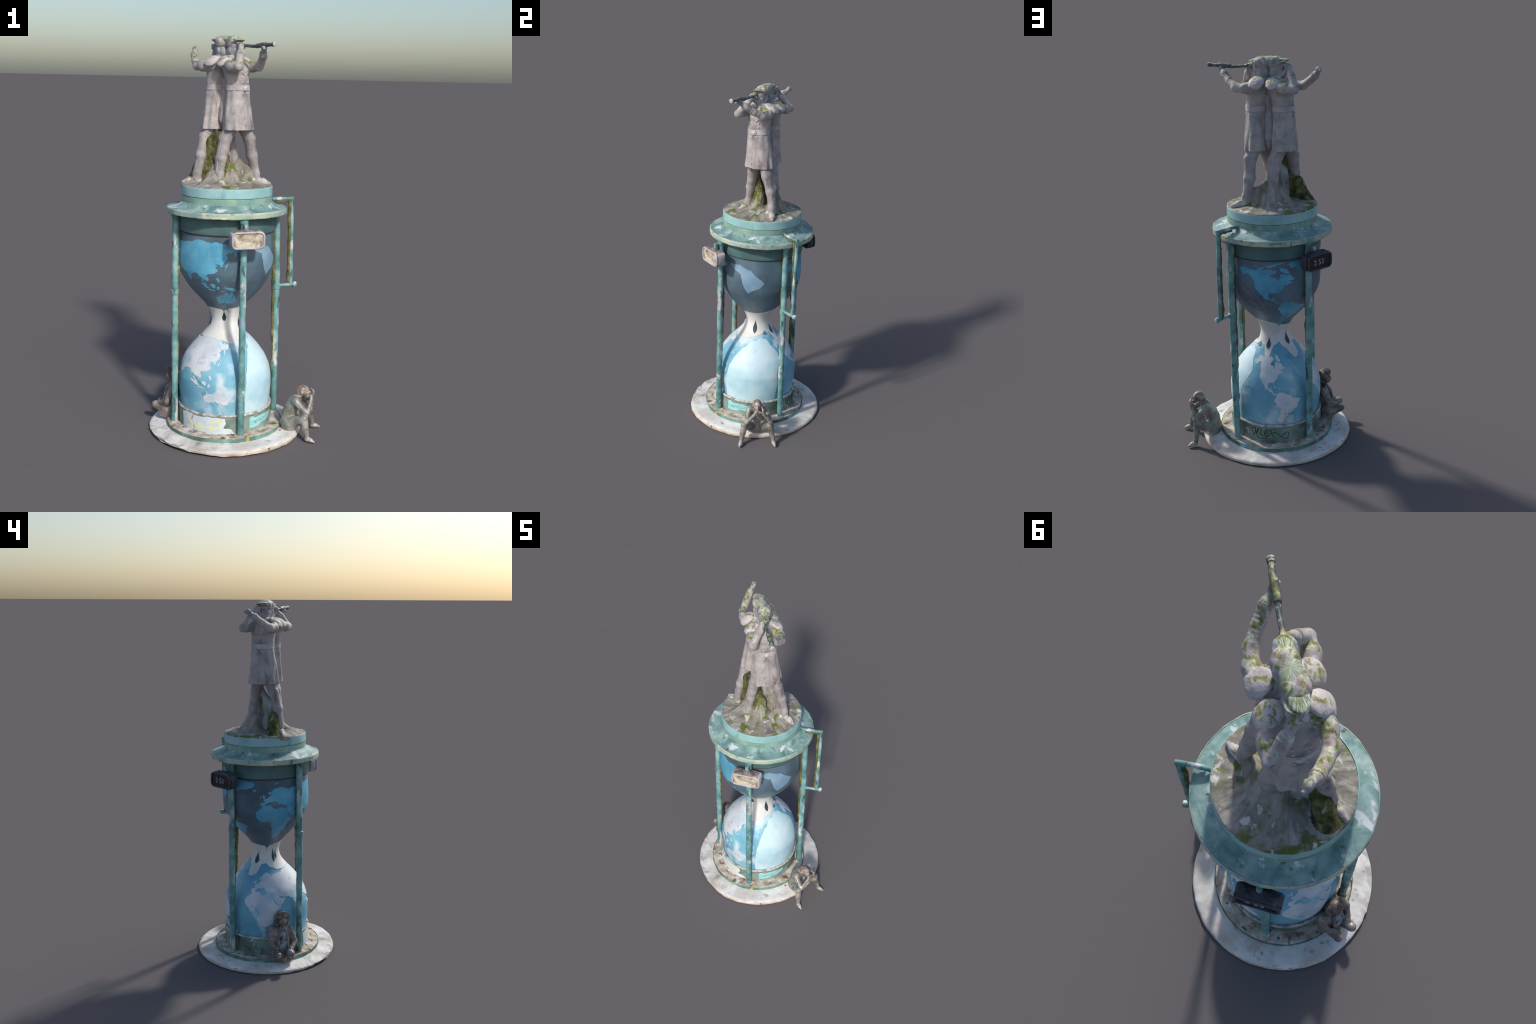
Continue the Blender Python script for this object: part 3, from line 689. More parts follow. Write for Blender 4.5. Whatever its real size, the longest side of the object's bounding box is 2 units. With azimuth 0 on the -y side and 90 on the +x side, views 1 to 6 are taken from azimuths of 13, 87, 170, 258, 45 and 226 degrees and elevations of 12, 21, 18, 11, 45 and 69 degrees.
posts = [((.090, -.225, .046), (.088, -.222, .60), (.088, -.2185, 1.145)),
         ((.178, .143, .046), (.180, .142, .743), (.172, .146, 1.145)),
         ((-.284, -.134, .046), (-.286, -.128, .742), (-.285, -.119, 1.145)),
         ((-.190, .229, .043), (-.195, .234, .70), (-.197, .238, 1.14))]
for k, path in enumerate(posts):
    fine_path = []
    for a, b in zip(path, path[1:]):
        for i in range(10):
            fine_path.append(tuple(np.array(a) + (np.array(b) - np.array(a)) * i / 10))
    fine_path.append(path[-1])
    jig = np.array([[.0012 * vnoise(np.array([[p[2], k, 0]]), 14)[0], .0012 * vnoise(np.array([[p[2], k + 3.3, 0]]), 14)[0], 0] for p in fine_path])
    v, f = tube(np.array(fine_path) + jig, .0163, 24, .0012, 38, sub=8)
    post = obj("post", mesh_data("post", v, f, PATINA, sharp=50))
    # ragged grime growing along the side that faces the globes
    c = np.array([-.056, .008])
    rows, rad = [], []
    for z in np.linspace(.055, 1.10, 110):
        q = np.array([np.interp(z, [p[2] for p in path], [p[i] for p in path]) for i in (0, 1)])
        d = (c - q) / np.linalg.norm(c - q)
        lump = fbm(np.array([[z, k * 2.7, .3]]), 20, 3)[0]
        big = float(np.interp(z, (.05, .25, .55, .80, 1.10), ((.3, .3, .6, 1, .8), (.2, .3, .8, 1, 1), (.1, .2, .4, .8, .7), (.3, .4, .7, 1, 1))[k]))
        amt = .0095 + .0075 * big + .003 * lump
        rows.append((q[0] + d[0] * amt, q[1] + d[1] * amt, z))
        rad.append(.0068 + .0035 * big + .0018 * lump)
    v, f = tube(rows, rad, 12, .0016, 80, sub=2)
    obj("grime_growth", mesh_data("grime_growth", v, f, PIPE_GRIME), post)
    foot = np.array(path[0])
    v, f = tube([foot + (0, 0, .001), foot + (0, 0, .009), foot + (0, 0, .011)], [.022, .020, .0158], 20, .0015, 60, sub=3)
    obj("post_foot", mesh_data("post_foot", v, f, STEP), post)
    if k in (1, 2):
        m = np.array(path[1])
        v, f = tube([m + (0, 0, -.0145), m + (0, 0, -.012), m + (0, 0, .010), m + (0, 0, .0125)], [.0165, .0198, .0198, .0165], 24, .0006, 50, sub=4)
        obj("pipe_clamp", mesh_data("pipe_clamp", v, f, PATINA, sharp=40), post)
    # top socket under the flange
    tpt = np.array(path[2])
    v, f = tube([tpt + (0, 0, -.028), tpt + (0, 0, -.022), tpt + (0, 0, -.006)], [.0165, .0205, .0215], 20, .0008, 50, sub=4)
    obj("post_socket", mesh_data("post_socket", v, f, PATINA, sharp=50), post)

# pipe handle beside the +x post
HANDLE = empty("handle_pipe", MONUMENT)
v, f = tube([(.180, .142, .744), (.215, .167, .7445), (.262, .202, .745)], [.0085, .0085, .0095], 18, .0006, 60)
obj("arm_pipe", mesh_data("arm_pipe", v, f, PATINA, sharp=60), HANDLE)
v, f = tube([(.252, .195, .745), (.2535, .196, .745), (.268, .207, .745), (.2695, .208, .745)], [.010, .0135, .0135, .011], 18, .0004, 60)
obj("pipe_cap", mesh_data("pipe_cap", v, f, PATINA, sharp=40), HANDLE)
v, f = tube([(.245, .188, .744), (.2445, .189, .76), (.2425, .193, .95), (.238, .199, 1.15), (.237, .2000, 1.198)], [.012, .0105, .0098, .0098, .0102], 18, .0012, 60)
obj("upright_pipe", mesh_data("upright_pipe", v, f, PATINA, sharp=60), HANDLE)
v, f = tube([(.243, .205, 1.1975), (.20, .173, 1.198), (.125, .125, 1.199)], [.0088, .0088, .0095], 18, .0010, 60)
obj("arm_pipe", mesh_data("arm_pipe", v, f, PATINA, sharp=60), HANDLE)
rows = [(.2315 - .005 * max(0, fbm(np.array([[z, 9, 1]]), 26)[0]), .187 - .004 * max(0, fbm(np.array([[z, 5, 1]]), 26)[0]), z) for z in np.linspace(.755, 1.19, 60)]
v, f = tube(rows, .0078, 10, .002, 90, sub=2)
obj("grime_growth", mesh_data("grime_growth", v, f, PIPE_GRIME), HANDLE)
rows = [(.235 - .07 * t, .194 - .048 * t, 1.188 - .004 * abs(math.sin(9 * t))) for t in np.linspace(0, 1, 25)]
v, f = tube(rows, .006, 10, .002, 90, sub=2)
obj("grime_growth", mesh_data("grime_growth", v, f, PIPE_GRIME), HANDLE)

# ------------------------------------------------------------------ floodlights
def box_mesh(name, sx, sy, sz, bev, mat, noise=0.0, seg=3):
    bm = bmesh.new()
    bmesh.ops.create_cube(bm, size=1)
    bmesh.ops.scale(bm, vec=(sx, sy, sz), verts=bm.verts)
    bmesh.ops.bevel(bm, geom=[e for e in bm.edges if abs((e.verts[0].co - e.verts[1].co).normalized().x) > .9], offset=bev, segments=seg, affect='EDGES', profile=.5)
    bmesh.ops.bevel(bm, geom=[e for e in bm.edges if e.calc_face_angle(0) > .9], offset=bev * .22, segments=2, affect='EDGES')
    bmesh.ops.triangulate(bm, faces=bm.faces)
    if noise:
        bmesh.ops.subdivide_edges(bm, edges=bm.edges, cuts=3, use_grid_fill=True)
        P = np.array([v.co[:] for v in bm.verts])
        d = noise * fbm(P, 45, 2)
        bm.normal_update()
        for v, k in zip(bm.verts, d):
            v.co += v.normal * k
    me = bpy.data.meshes.new(name)
    bm.to_mesh(me)
    bm.free()
    me.materials.append(mat)
    me.polygons.foreach_set("use_smooth", [True] * len(me.polygons))
    me.set_sharp_from_angle(angle=math.radians(45))
    return me

def floodlight(face_center, heading, width, height, housing, lens, digits):
    """local x points out of the glass, y across it"""
    M = Matrix.Translation(face_center) @ Matrix.Rotation(heading, 4, 'Z')
    root = empty("floodlight", MONUMENT, M)
    depth = .046
    obj("housing", box_mesh("housing", depth, width, height, .021, housing, .0024), root, Matrix.Translation((-depth / 2 - .006, 0, 0)))
    # rim frame: rounded rectangle tube
    pts = []
    w, h, r = width / 2 - .005, height / 2 - .005, .020
    for cx, cz, a0 in ((w - r, h - r, 0), (-w + r, h - r, 90), (-w + r, -h + r, 180), (w - r, -h + r, 270)):
        for i in range(7):
            a = math.radians(a0 + 15 * i)
            pts.append((.001, cx + r * math.cos(a), cz + r * math.sin(a)))
    pts.append(pts[0])
    v, f = tube(pts, .0056, 10, .0010, 50, sub=3, cap=False)
    obj("lamp_rim", mesh_data("lamp_rim", v, f, housing), root)
    obj("lamp_glass", box_mesh("lamp_glass", .014, width - .014, height - .014, .015, lens, .0010), root, Matrix.Translation((-.0072, 0, 0)))
    # dirt crusted on the lid
    bm = bmesh.new()
    bmesh.ops.create_grid(bm, x_segments=16, y_segments=34, size=.5)
    for v in bm.verts:
        x, y = v.co.x, v.co.y
        k = max(0, 1 - (2 * abs(y)) ** 6) * max(0, 1 - (2 * abs(x)) ** 6)
        p = np.array([[x * depth, y * width, .2]])
        v.co = (x * (depth - .004) - depth / 2, y * (width - .026), height / 2 - .001 + k * (.006 + .007 * fbm(p, 40)[0]))
    me = bpy.data.meshes.new("lid_dirt")
    bm.to_mesh(me)
    bm.free()
    me.materials.append(LAMP_TOP if not digits else HOUSING_DARK)
    me.polygons.foreach_set("use_smooth", [True] * len(me.polygons))
    obj("lid_dirt", me, root)
    v, f = tube([(-depth, 0, .0), (-depth - .012, 0, .0)], .013, 14)
    obj("bracket", mesh_data("bracket", v, f, housing, sharp=40), root)
    v, f = tube([(-.036, 0, height / 2 - .002), (-.036, 0, height / 2 + .03)], .011, 14, .0008, 50)
    obj("bracket", mesh_data("bracket", v, f, PATINA, sharp=40), root)
    if digits:
        cu = bpy.data.curves.new("digits", 'FONT')
        cu.body = digits
        cu.size = .038
        cu.extrude = .0009
        cu.align_x, cu.align_y = 'CENTER', 'CENTER'
        to = bpy.data.objects.new("digits_curve", cu)
        bpy.context.scene.collection.objects.link(to)
        me = bpy.data.meshes.new_from_object(to.evaluated_get(bpy.context.evaluated_depsgraph_get()))
        bpy.data.objects.remove(to)
        bpy.data.curves.remove(cu)
        me.name = "digits"
        me.materials.clear()
        me.materials.append(DIGIT)
        R = Matrix(((0, 0, 1, .0010), (1, 0, 0, -.006), (0, 1, 0, -.002), (0, 0, 0, 1)))
        obj("digits", me, root, R)
    return root
floodlight((.125, -.279, 1.0540), math.atan2(-.863, .51), .164, .084, HOUSING, LENS, None)
floodlight((-.2385, .3030, 1.0435), math.atan2(.862, -.505), .156, .082, HOUSING_DARK, LENS_DARK, "2 53")

# ------------------------------------------------------------------ sculpted bodies: signed distance fields -> smooth surface
def cone(a, b, ra, rb):
    a, b = np.array(a, float), np.array(b, float)
    ab = b - a
    L2 = ab @ ab + 1e-12
    def fn(X, Y, Z):
        px, py, pz = X - a[0], Y - a[1], Z - a[2]
        t = np.clip((px * ab[0] + py * ab[1] + pz * ab[2]) / L2, 0, 1)
        return np.sqrt((px - t * ab[0]) ** 2 + (py - t * ab[1]) ** 2 + (pz - t * ab[2]) ** 2) - (ra + t * (rb - ra))
    r = max(ra, rb)
    fn.box = (np.minimum(a, b) - r, np.maximum(a, b) + r)
    return fn

def ell(c, r, yaw=0.0, pitch=0.0, roll=0.0):
    """ellipsoid; yaw about z, then nose-up pitch, then roll about its length, in degrees"""
    c, r = np.array(c, float), np.array(r, float)
    R = np.array((Matrix.Rotation(math.radians(yaw), 3, 'Z') @ Matrix.Rotation(math.radians(-pitch), 3, 'Y') @ Matrix.Rotation(math.radians(roll), 3, 'X')))
    def fn(X, Y, Z):
        px, py, pz = X - c[0], Y - c[1], Z - c[2]
        q = [px * R[0, i] + py * R[1, i] + pz * R[2, i] for i in range(3)]
        k0 = np.sqrt(sum((q[i] / r[i]) ** 2 for i in range(3)))
        k1 = np.sqrt(sum((q[i] / r[i] ** 2) ** 2 for i in range(3))) + 1e-9
        return k0 * (k0 - 1) / k1
    m = r.max()
    fn.box = (c - m, c + m)
    return fn

def column(rows, ripple=0.0, waves=9, power=2.0):
    """elliptic column through rows of (z, cx, cy, rx, ry)"""
    rows = sorted(rows)
    z, cx, cy, rx, ry = map(np.array, zip(*rows))
    def fn(X, Y, Z):
        a = [np.interp(Z, z, q) for q in (cx, cy, rx, ry)]
        ux, uy = (X - a[0]) / a[2], (Y - a[1]) / a[3]
        if power == 2.0:
            q = np.sqrt(ux ** 2 + uy ** 2)
        else:
            q = (np.abs(ux) ** power + np.abs(uy) ** power) ** (1 / power)
        d = (q - 1) * np.minimum(a[2], a[3])
        if ripple:
            k = np.clip((z[-1] - Z) / (z[-1] - z[0]), 0, 1) ** 1.5
            d = d - ripple * k * (np.sin(waves * np.arctan2(uy, ux) + 9 * Z) + .6 * np.sin((waves * 2 - 5) * np.arctan2(uy, ux) - 14 * Z))
        return np.maximum(d, np.maximum(z[0] - Z, Z - z[-1]))
    fn.box = (np.array([(cx - rx).min(), (cy - ry).min(), z[0]]) - .004, np.array([(cx + rx).max(), (cy + ry).max(), z[-1]]) + .004)
    return fn

def sculpt(prims, h, carve=()):
    """prims: (group, function, blend). Returns vertices, quads, normals, group index per vertex, group names."""
    lo = np.min([p[1].box[0] for p in prims], 0) - 4 * h
    hi = np.max([p[1].box[1] for p in prims], 0) + 4 * h
    n = np.ceil((hi - lo) / h).astype(int) + 1
    ax_ = [lo[i] + h * np.arange(n[i]) for i in range(3)]
    D = np.full(n, .08, np.float32)
    def block(fn, m):
        i0 = np.clip(((fn.box[0] - m - lo) / h).astype(int), 0, n - 1)
        i1 = np.clip(((fn.box[1] + m - lo) / h).astype(int) + 2, 1, n)
        s = tuple(slice(a, b) for a, b in zip(i0, i1))
        return s, fn(ax_[0][s[0]][:, None, None], ax_[1][s[1]][None, :, None], ax_[2][s[2]][None, None, :]).astype(np.float32)
    for g, fn, k in prims:
        s, d = block(fn, k + 3 * h)
        o = D[s]
        hh = np.maximum(k - np.abs(o - d), 0) / max(k, 1e-6)
        D[s] = np.minimum(o, d) - hh * hh * k * .25
    for fn in carve:
        s, d = block(fn, 3 * h)
        o, d = D[s], -d
        k = h * 1.5
        hh = np.maximum(k - np.abs(o - d), 0) / k
        D[s] = np.maximum(o, d) + hh * hh * k * .25
    S = D < 0
    c = np.zeros(n - 1, np.int8)
    for dx in (0, 1):
        for dy in (0, 1):
            for dz in (0, 1):
                c += S[dx:n[0] - 1 + dx, dy:n[1] - 1 + dy, dz:n[2] - 1 + dz]
    act = (c > 0) & (c < 8)
    idx = np.full(n - 1, -1, np.int64)
    I = np.argwhere(act)
    idx[act] = np.arange(len(I))
    acc = np.zeros((len(I), 3))
    cnt = np.zeros(len(I))
    for axis in range(3):
        for u in (0, 1):
            for w in (0, 1):
                o = [0, 0, 0]
                o[(axis + 1) % 3], o[(axis + 2) % 3] = u, w
                a = I + o
                b = a.copy()
                b[:, axis] += 1
                da, db = D[tuple(a.T)], D[tuple(b.T)]
                cr = (da < 0) != (db < 0)
                t = np.where(cr, da / np.where(cr, da - db, 1), 0)
                p = a.astype(float)
                p[:, axis] += t
                acc[cr] += p[cr]
                cnt[cr] += 1
    V = lo + h * acc / cnt[:, None]
    quads = []
    for axis in range(3):
        s0, s1 = [slice(None)] * 3, [slice(None)] * 3
        s0[axis], s1[axis] = slice(0, -1), slice(1, None)
        A, B = S[tuple(s0)], S[tuple(s1)]
        E = np.argwhere(A != B)
        e1, e2 = (axis + 1) % 3, (axis + 2) % 3
        ok = (E[:, e1] > 0) & (E[:, e2] > 0) & (E[:, e1] < n[e1] - 1) & (E[:, e2] < n[e2] - 1)
        E = E[ok]
        def cell(d1, d2):
            q = E.copy()
            q[:, e1] += d1
            q[:, e2] += d2
            return idx[tuple(q.T)]
        Q = np.stack([cell(-1, -1), cell(0, -1), cell(0, 0), cell(-1, 0)], 1)
        flip = ~A[tuple(E.T)]
        Q[flip] = Q[flip][:, ::-1]
        quads.append(Q)
    Q = np.concatenate(quads)
    # relax once so that no voxel steps remain
    for it in range(3):
        sm = np.zeros_like(V)
        ct = np.zeros(len(V))
        for a, b in ((0, 1), (1, 2), (2, 3), (3, 0)):
            np.add.at(sm, Q[:, a], V[Q[:, b]])
            np.add.at(ct, Q[:, a], 1)
            np.add.at(sm, Q[:, b], V[Q[:, a]])
            np.add.at(ct, Q[:, b], 1)
        V = V + (.6 if it != 1 else -.3) * (sm / ct[:, None] - V)
    names = []
    for g, _, _ in prims:
        if g not in names:
            names.append(g)
    best = np.full((len(names), len(V)), 9.0)
    for g, fn, k in prims:
        i = names.index(g)
        best[i] = np.minimum(best[i], fn(V[:, 0], V[:, 1], V[:, 2]))
    return V, Q, best.argmin(0), names

def vertex_normals(V, Q):
    fn = np.cross(V[Q[:, 2]] - V[Q[:, 0]], V[Q[:, 3]] - V[Q[:, 1]])
    N = np.zeros_like(V)
    for i in range(4):
        np.add.at(N, Q[:, i], fn)
    return N / (np.linalg.norm(N, axis=1)[:, None] + 1e-12)

def body_parts(prims, h, mats, grain=(.0006, 70), carve=(), shift=(0, 0, 0)):
    """one smooth skin cut into named meshes with shared border vertices and whole-body normals"""
    V, Q, lab, names = sculpt(prims, h, carve)
    N = vertex_normals(V, Q)
    V = V + N * (grain[0] * fbm(V, grain[1], 3))[:, None]
    N = vertex_normals(V, Q)
    V = V - np.array(shift)
    fl = np.sort(lab[Q], axis=1)
    fl = np.where(fl[:, 1] == fl[:, 2], fl[:, 1], fl[:, 0])
    out = []
    for i, g in enumerate(names):
        q = Q[fl == i]
        if not len(q):
            continue
        used, inv = np.unique(q, return_inverse=True)
        out.append((g, mesh_data(g, V[used], inv.reshape(-1, 4), mats[g] if g in mats else mats["*"], normals=N[used])))
    return out

# ------------------------------------------------------------------ the two lookouts (local x forward, y to their left)
Z0 = 1.28
COAT = [(1.550, .070, .009, .063, .084), (1.60, .069, .008, .060, .079), (1.65, .068, .007, .056, .073), (1.70, .068, .004, .053, .066), (1.752, .067, .002, .052, .0605),
        (1.79, .062, .002, .054, .063), (1.83, .056, .002, .056, .068), (1.860, .049, .002, .051, .074), (1.880, .043, .002, .040, .066), (1.893, .040, .002, .026, .040)]

def coat_front(y, z):
    z_, cx, cy, rx, ry = zip(*COAT)
    c = [float(np.interp(z, z_, q)) for q in (cx, cy, rx, ry)]
    return c[0] + c[2] * math.sqrt(max(.05, 1 - ((y - c[1]) / c[3]) ** 2))

upper = [("coat", column(COAT, .0027, 8), .004),
         ("coat", ell((.010, .002, 1.845), (.022, .050, .040)), .012),           # shoulder blades
         ("coat", cone((coat_front(.03, 1.83) - .012, .030, 1.835), (coat_front(-.03, 1.83) - .012, -.030, 1.835), .016, .016), .014),   # chest
         ("neck", cone((.034, .002, 1.875), (.040, .003, 1.905), .025, .022), .012),
         ("collar", ell((.040, .002, 1.893), (.036, .037, .009), 0, 10), .008),
         ("collar", ell((.066, .018, 1.884), (.016, .012, .008), 30, -20), .006), ("collar", ell((.066, -.014, 1.884), (.016, .012, .008), -30, -20), .006),
         ("head", ell((.040, .003, 1.930), (.033, .029, .036)), .008),
         ("head", ell((.058, .002, 1.913), (.020, .018, .022)), .010),          # jaw
         ("head", ell((.068, .002, 1.903), (.012, .013, .014)), .008),          # beard
         ("head", ell((.047, .002, 1.946), (.031, .029, .018)), .008),
         ("head", cone((.074, .001, 1.942), (.083, .000, 1.930), .0035, .0055), .004),   # nose
         ("head", cone((.069, -.016, 1.948), (.073, .014, 1.948), .0045, .0045), .005),  # brow
         ("head", cone((.074, -.009, 1.921), (.075, .010, 1.921), .0045, .0045), .004),  # moustache
         ("head", ell((.062, .018, 1.930), (.010, .007, .008)), .004), ("head", ell((.062, -.014, 1.930), (.010, .007, .008)), .004),
         ("head", ell((.036, .032, 1.930), (.0075, .0045, .0130), 0, -10), .002),
         ("head", ell((.036, -.027, 1.930), (.0075, .0045, .0130), 0, -10), .002),
         ("head", ell((.016, .003, 1.922), (.020, .025, .030)), .010),
         ("cap", ell((.033, .004, 1.966), (.0415, .0365, .026), 0, 5), .003),
         ("cap", ell((.033, .004, 1.978), (.036, .032, .0185)), .012),
         ("cap", column([(1.949, .037, .003, .0400, .0345), (1.960, .037, .003, .0405, .0350)]), .002),
         # right arm: elbow forward, hand raised to the eye
         ("right_arm", cone((.045, -.060, 1.862), (.105, -.079, 1.852), .027, .0255), .014),
         ("right_arm", cone((.100, -.078, 1.853), (.153, -.081, 1.851), .0260, .0215), .010),
         ("right_arm", cone((.154, -.081, 1.850), (.133, -.052, 1.898), .0205, .0180), .008),
         ("right_arm", cone((.133, -.052, 1.898), (.124, -.040, 1.914), .0190, .0195), .004),
         ("right_hand", cone((.122, -.036, 1.918), (.112, -.024, 1.940), .0130, .0145), .006),
         ("right_hand", ell((.108, -.021, 1.947), (.013, .016, .015)), .006),
         ("right_hand", cone((.092, -.018, 1.930), (.108, -.022, 1.938), .010, .011), .010),
         ("head", cone((.070, -.010, 1.908), (.108, -.024, 1.932), .014, .011), .010),
         ("head", cone((.080, -.012, 1.960), (.106, -.018, 1.954), .010, .009), .008),
         # left arm: reaching forward
         ("left_arm", cone((.045, .062, 1.862), (.100, .072, 1.852), .027, .0240), .014),
         ("left_arm", cone((.098, .072, 1.852), (.150, .064, 1.854), .0240, .0205), .010),
         ("left_arm", cone((.150, .064, 1.854), (.192, .036, 1.880), .0205, .0180), .010),
         ("left_arm", cone((.192, .036, 1.880), (.226, .010, 1.906), .0180, .0165), .006),
         ("left_arm", cone((.222, .013, 1.903), (.232, .004, 1.912), .0190, .0190), .003),
         ("left_hand", cone((.234, .002, 1.914), (.250, -.015, 1.930), .0120, .0125), .006),
         ("left_hand", ell((.256, -.020, 1.938), (.0165, .0130, .0150), -30, 25), .006)]
for k in range(4):      # fingers: curled around what the hand holds
    upper.append(("right_hand", cone((.116 - .002 * k, -.020, 1.955 - .0068 * k), (.114, -.002, 1.957 - .0062 * k), .0042, .0036), .0022))
    b = np.array((.244 + .0075 * k, -.010 - .004 * k, 1.944))
    upper.append(("left_hand", ell(b + (.002, -.012, -.004 - .0015 * k), (.0046, .0070, .0100 - .0008 * k), -28, 0, 12), .0030))
for k in range(7):      # sleeve wrinkles
    t = k / 6
    a = np.array((.176, .047, 1.868)) * (1 - t) + np.array((.224, .012, 1.902)) * t
    upper.append(("left_arm", ell(a, (.0045, .0195 - .001 * t, .0195 - .001 * t), -38, 32), .004))
    if k < 5:
        a = np.array((.142, -.066, 1.876)) * (1 - k / 4) + np.array((.130, -.048, 1.904)) * k / 4
        upper.append(("right_arm", ell(a, (.0205, .0205, .0032), 0, 20), .003))
carve = [cone((coat_front(-.004, z), -.004, z), (coat_front(-.003, z - .03), -.003, z - .03), .0024, .0024) for z in (1.722, 1.692, 1.662, 1.632, 1.602, 1.575)]
carve += [column([(1.9485, .037, .003, .060, .060), (1.9505, .037, .003, .060, .060)])]
carve[-1] = cone((.20, .2, 1.6), (.20, .2, 1.61), .001, .001)
parts_up = body_parts(upper, .0023, {"*": STONE, "head": STONE_FACE, "neck": STONE_FACE, "cap": STONE, "right_hand": STONE_FACE, "left_hand": STONE_FACE, "collar": STONE_PALE},
                      (.0007, 60), carve, (0, 0, Z0))

legs = []
def leg(g, pts, rad, spread):
    for (a, b), (ra, rb) in zip(zip(pts, pts[1:]), zip(rad, rad[1:])):
        for s in (-spread, spread):
            legs.append((g, cone((a[0] + s, a[1], a[2]), (b[0] + s * .8, b[1], b[2]), ra, rb), .010))
leg("left_leg", [(.070, .045, 1.562), (.088, .070, 1.505), (.083, .094, 1.42), (.094, .110, 1.335), (.096, .112, 1.305)], [.028, .0250, .0225, .0185, .0185], .0065)
leg("right_leg", [(.056, -.030, 1.560), (.034, -.046, 1.505), (.024, -.064, 1.41), (.022, -.073, 1.335), (.024, -.076, 1.305)], [.029, .0265, .0235, .0185, .0190], .0075)
legs += [("left_leg", ell((.096, .071, 1.508), (.018, .020, .024)), .014),
         ("left_shoe", cone((.088, .108, 1.296), (.130, .130, 1.294), .0185, .0175), .006), ("left_shoe", cone((.130, .130, 1.293), (.158, .144, 1.285), .0165, .0100), .006),
         ("right_shoe", cone((.018, -.076, 1.298), (.052, -.088, 1.296), .0190, .0185), .008), ("right_shoe", cone((.052, -.088, 1.295), (.082, -.098, 1.286), .0170, .0110), .008)]
parts_leg = body_parts(legs, .0024, {"*": STONE_DARK, "left_shoe": STONE_PALE, "right_shoe": STONE}, (.0017, 30), (), (0, 0, Z0))

def ring_on_coat(name, z0, z1, off, mat, rows=5):
    z_, cx, cy, rx, ry = map(np.array, zip(*COAT))
    V = []
    seg = 96
    a = np.arange(seg) * 2 * np.pi / seg
    zs = np.linspace(z0, z1, rows)
    for k, z in enumerate([zs[0]] + list(zs) + [zs[-1]]):
        o = -.003 if k in (0, rows + 1) else off
        c = [np.interp(z, z_, q) for q in (cx, cy, rx, ry)]
        V.append(np.stack([c[0] + (c[2] + o) * np.cos(a), c[1] + (c[3] + o) * np.sin(a), np.full(seg, z - Z0)], -1))
    V = np.concatenate(V)
    F = [(i * seg + j, i * seg + (j + 1) % seg, (i + 1) * seg + (j + 1) % seg, (i + 1) * seg + j) for i in range(rows + 1) for j in range(seg)]
    return mesh_data(name, V, F, mat, sharp=40)

def ball(name, r, mat, sq=(1, 1, 1)):
    bm = bmesh.new()
    bmesh.ops.create_uvsphere(bm, u_segments=20, v_segments=14, radius=r)
    bmesh.ops.scale(bm, vec=sq, verts=bm.verts)
    me = bpy.data.meshes.new(name)
    bm.to_mesh(me)
    bm.free()
    me.materials.append(mat)
    me.polygons.foreach_set("use_smooth", [True] * len(me.polygons))
    return me

belt_me = ring_on_coat("belt", 1.740, 1.765, .0028, BELT)
button_me = ball("button", .0042, STONE_PALE, (.8, 1, 1))
buckle_parts = [("buckle", ell((coat_front(.002, 1.752) + .002, .002, 1.752), (.006, .0150, .0150)), .002)]
for k in range(8):
    w = k * math.pi / 4
    buckle_parts.append(("buckle", ell((coat_front(.002, 1.752) + .004, .002 + .011 * math.cos(w), 1.752 + .011 * math.sin(w)), (.0035, .0035, .0035)), .002))
buckle_parts.append(("buckle", ell((coat_front(.002, 1.752) + .006, .002, 1.752), (.004, .006, .006)), .002))
buckle_me = body_parts(buckle_parts, .0011, {"*": STONE_PALE}, (.0003, 120), (), (0, 0, Z0))[0][1]

def epaulette(side):
    s = 1 if side > 0 else -1
    pr = [("epaulette", ell((.043, s * .062 + .002, 1.884), (.0370, .0380, .0150), -s * 8, 4, -s * 24), .002),
          ("epaulette", ell((.042, s * .074 + .002, 1.871), (.0350, .0310, .0140), 0, 4, -s * 36), .010),
          ("epaulette", ell((.043, s * .088 + .002, 1.866), (.0330, .0150, .0085), 0, 0, -s * 55), .004)]
    return body_parts(pr, .0019, {"*": STONE_PALE}, (.0014, 45), (), (0, 0, Z0))[0][1]
epaulettes = [epaulette(1), epaulette(-1)]
visor_me = body_parts([("cap_visor", ell((.074, -.003, 1.972), (.030, .0310, .0040), -6, 10), .002), ("cap_visor", ell((.058, .000, 1.964), (.020, .0335, .006), 0, 12), .006)],
                      .0016, {"*": STONE_FACE}, (.0010, 60), (), (0, 0, Z0))[0][1]

def lapel(s):
    pts = [(1.868, .040), (1.845, .036), (1.822, .022), (1.806, .006)] if s > 0 else [(1.862, -.030), (1.845, -.024), (1.826, -.014), (1.812, -.004)]
    path = [(coat_front(y, z) + .0005, y, z - Z0) for z, y in pts]
    v, f = tube(path, [.005, .006, .005, .003], 10, .0005, 70, sub=6)
    return mesh_data("lapel", v, f, STONE)
lapels = [lapel(1), lapel(-1)]
cuff_me = []
for c, d in (((.229, .007, 1.909), (.60, -.50, .55)), ((.127, -.044, 1.909), (-.40, .45, .72))):
    d = np.array(d) / np.linalg.norm(d)
    c = np.array(c) - (0, 0, Z0)
    v, f = tube([c - d * .006, c - d * .005, c + d * .005, c + d * .006], [.0175, .0208, .0208, .0175], 24, .0006, 60, sub=4)
    cuff_me.append(mesh_data("cuff", v, f, STONE, sharp=50))
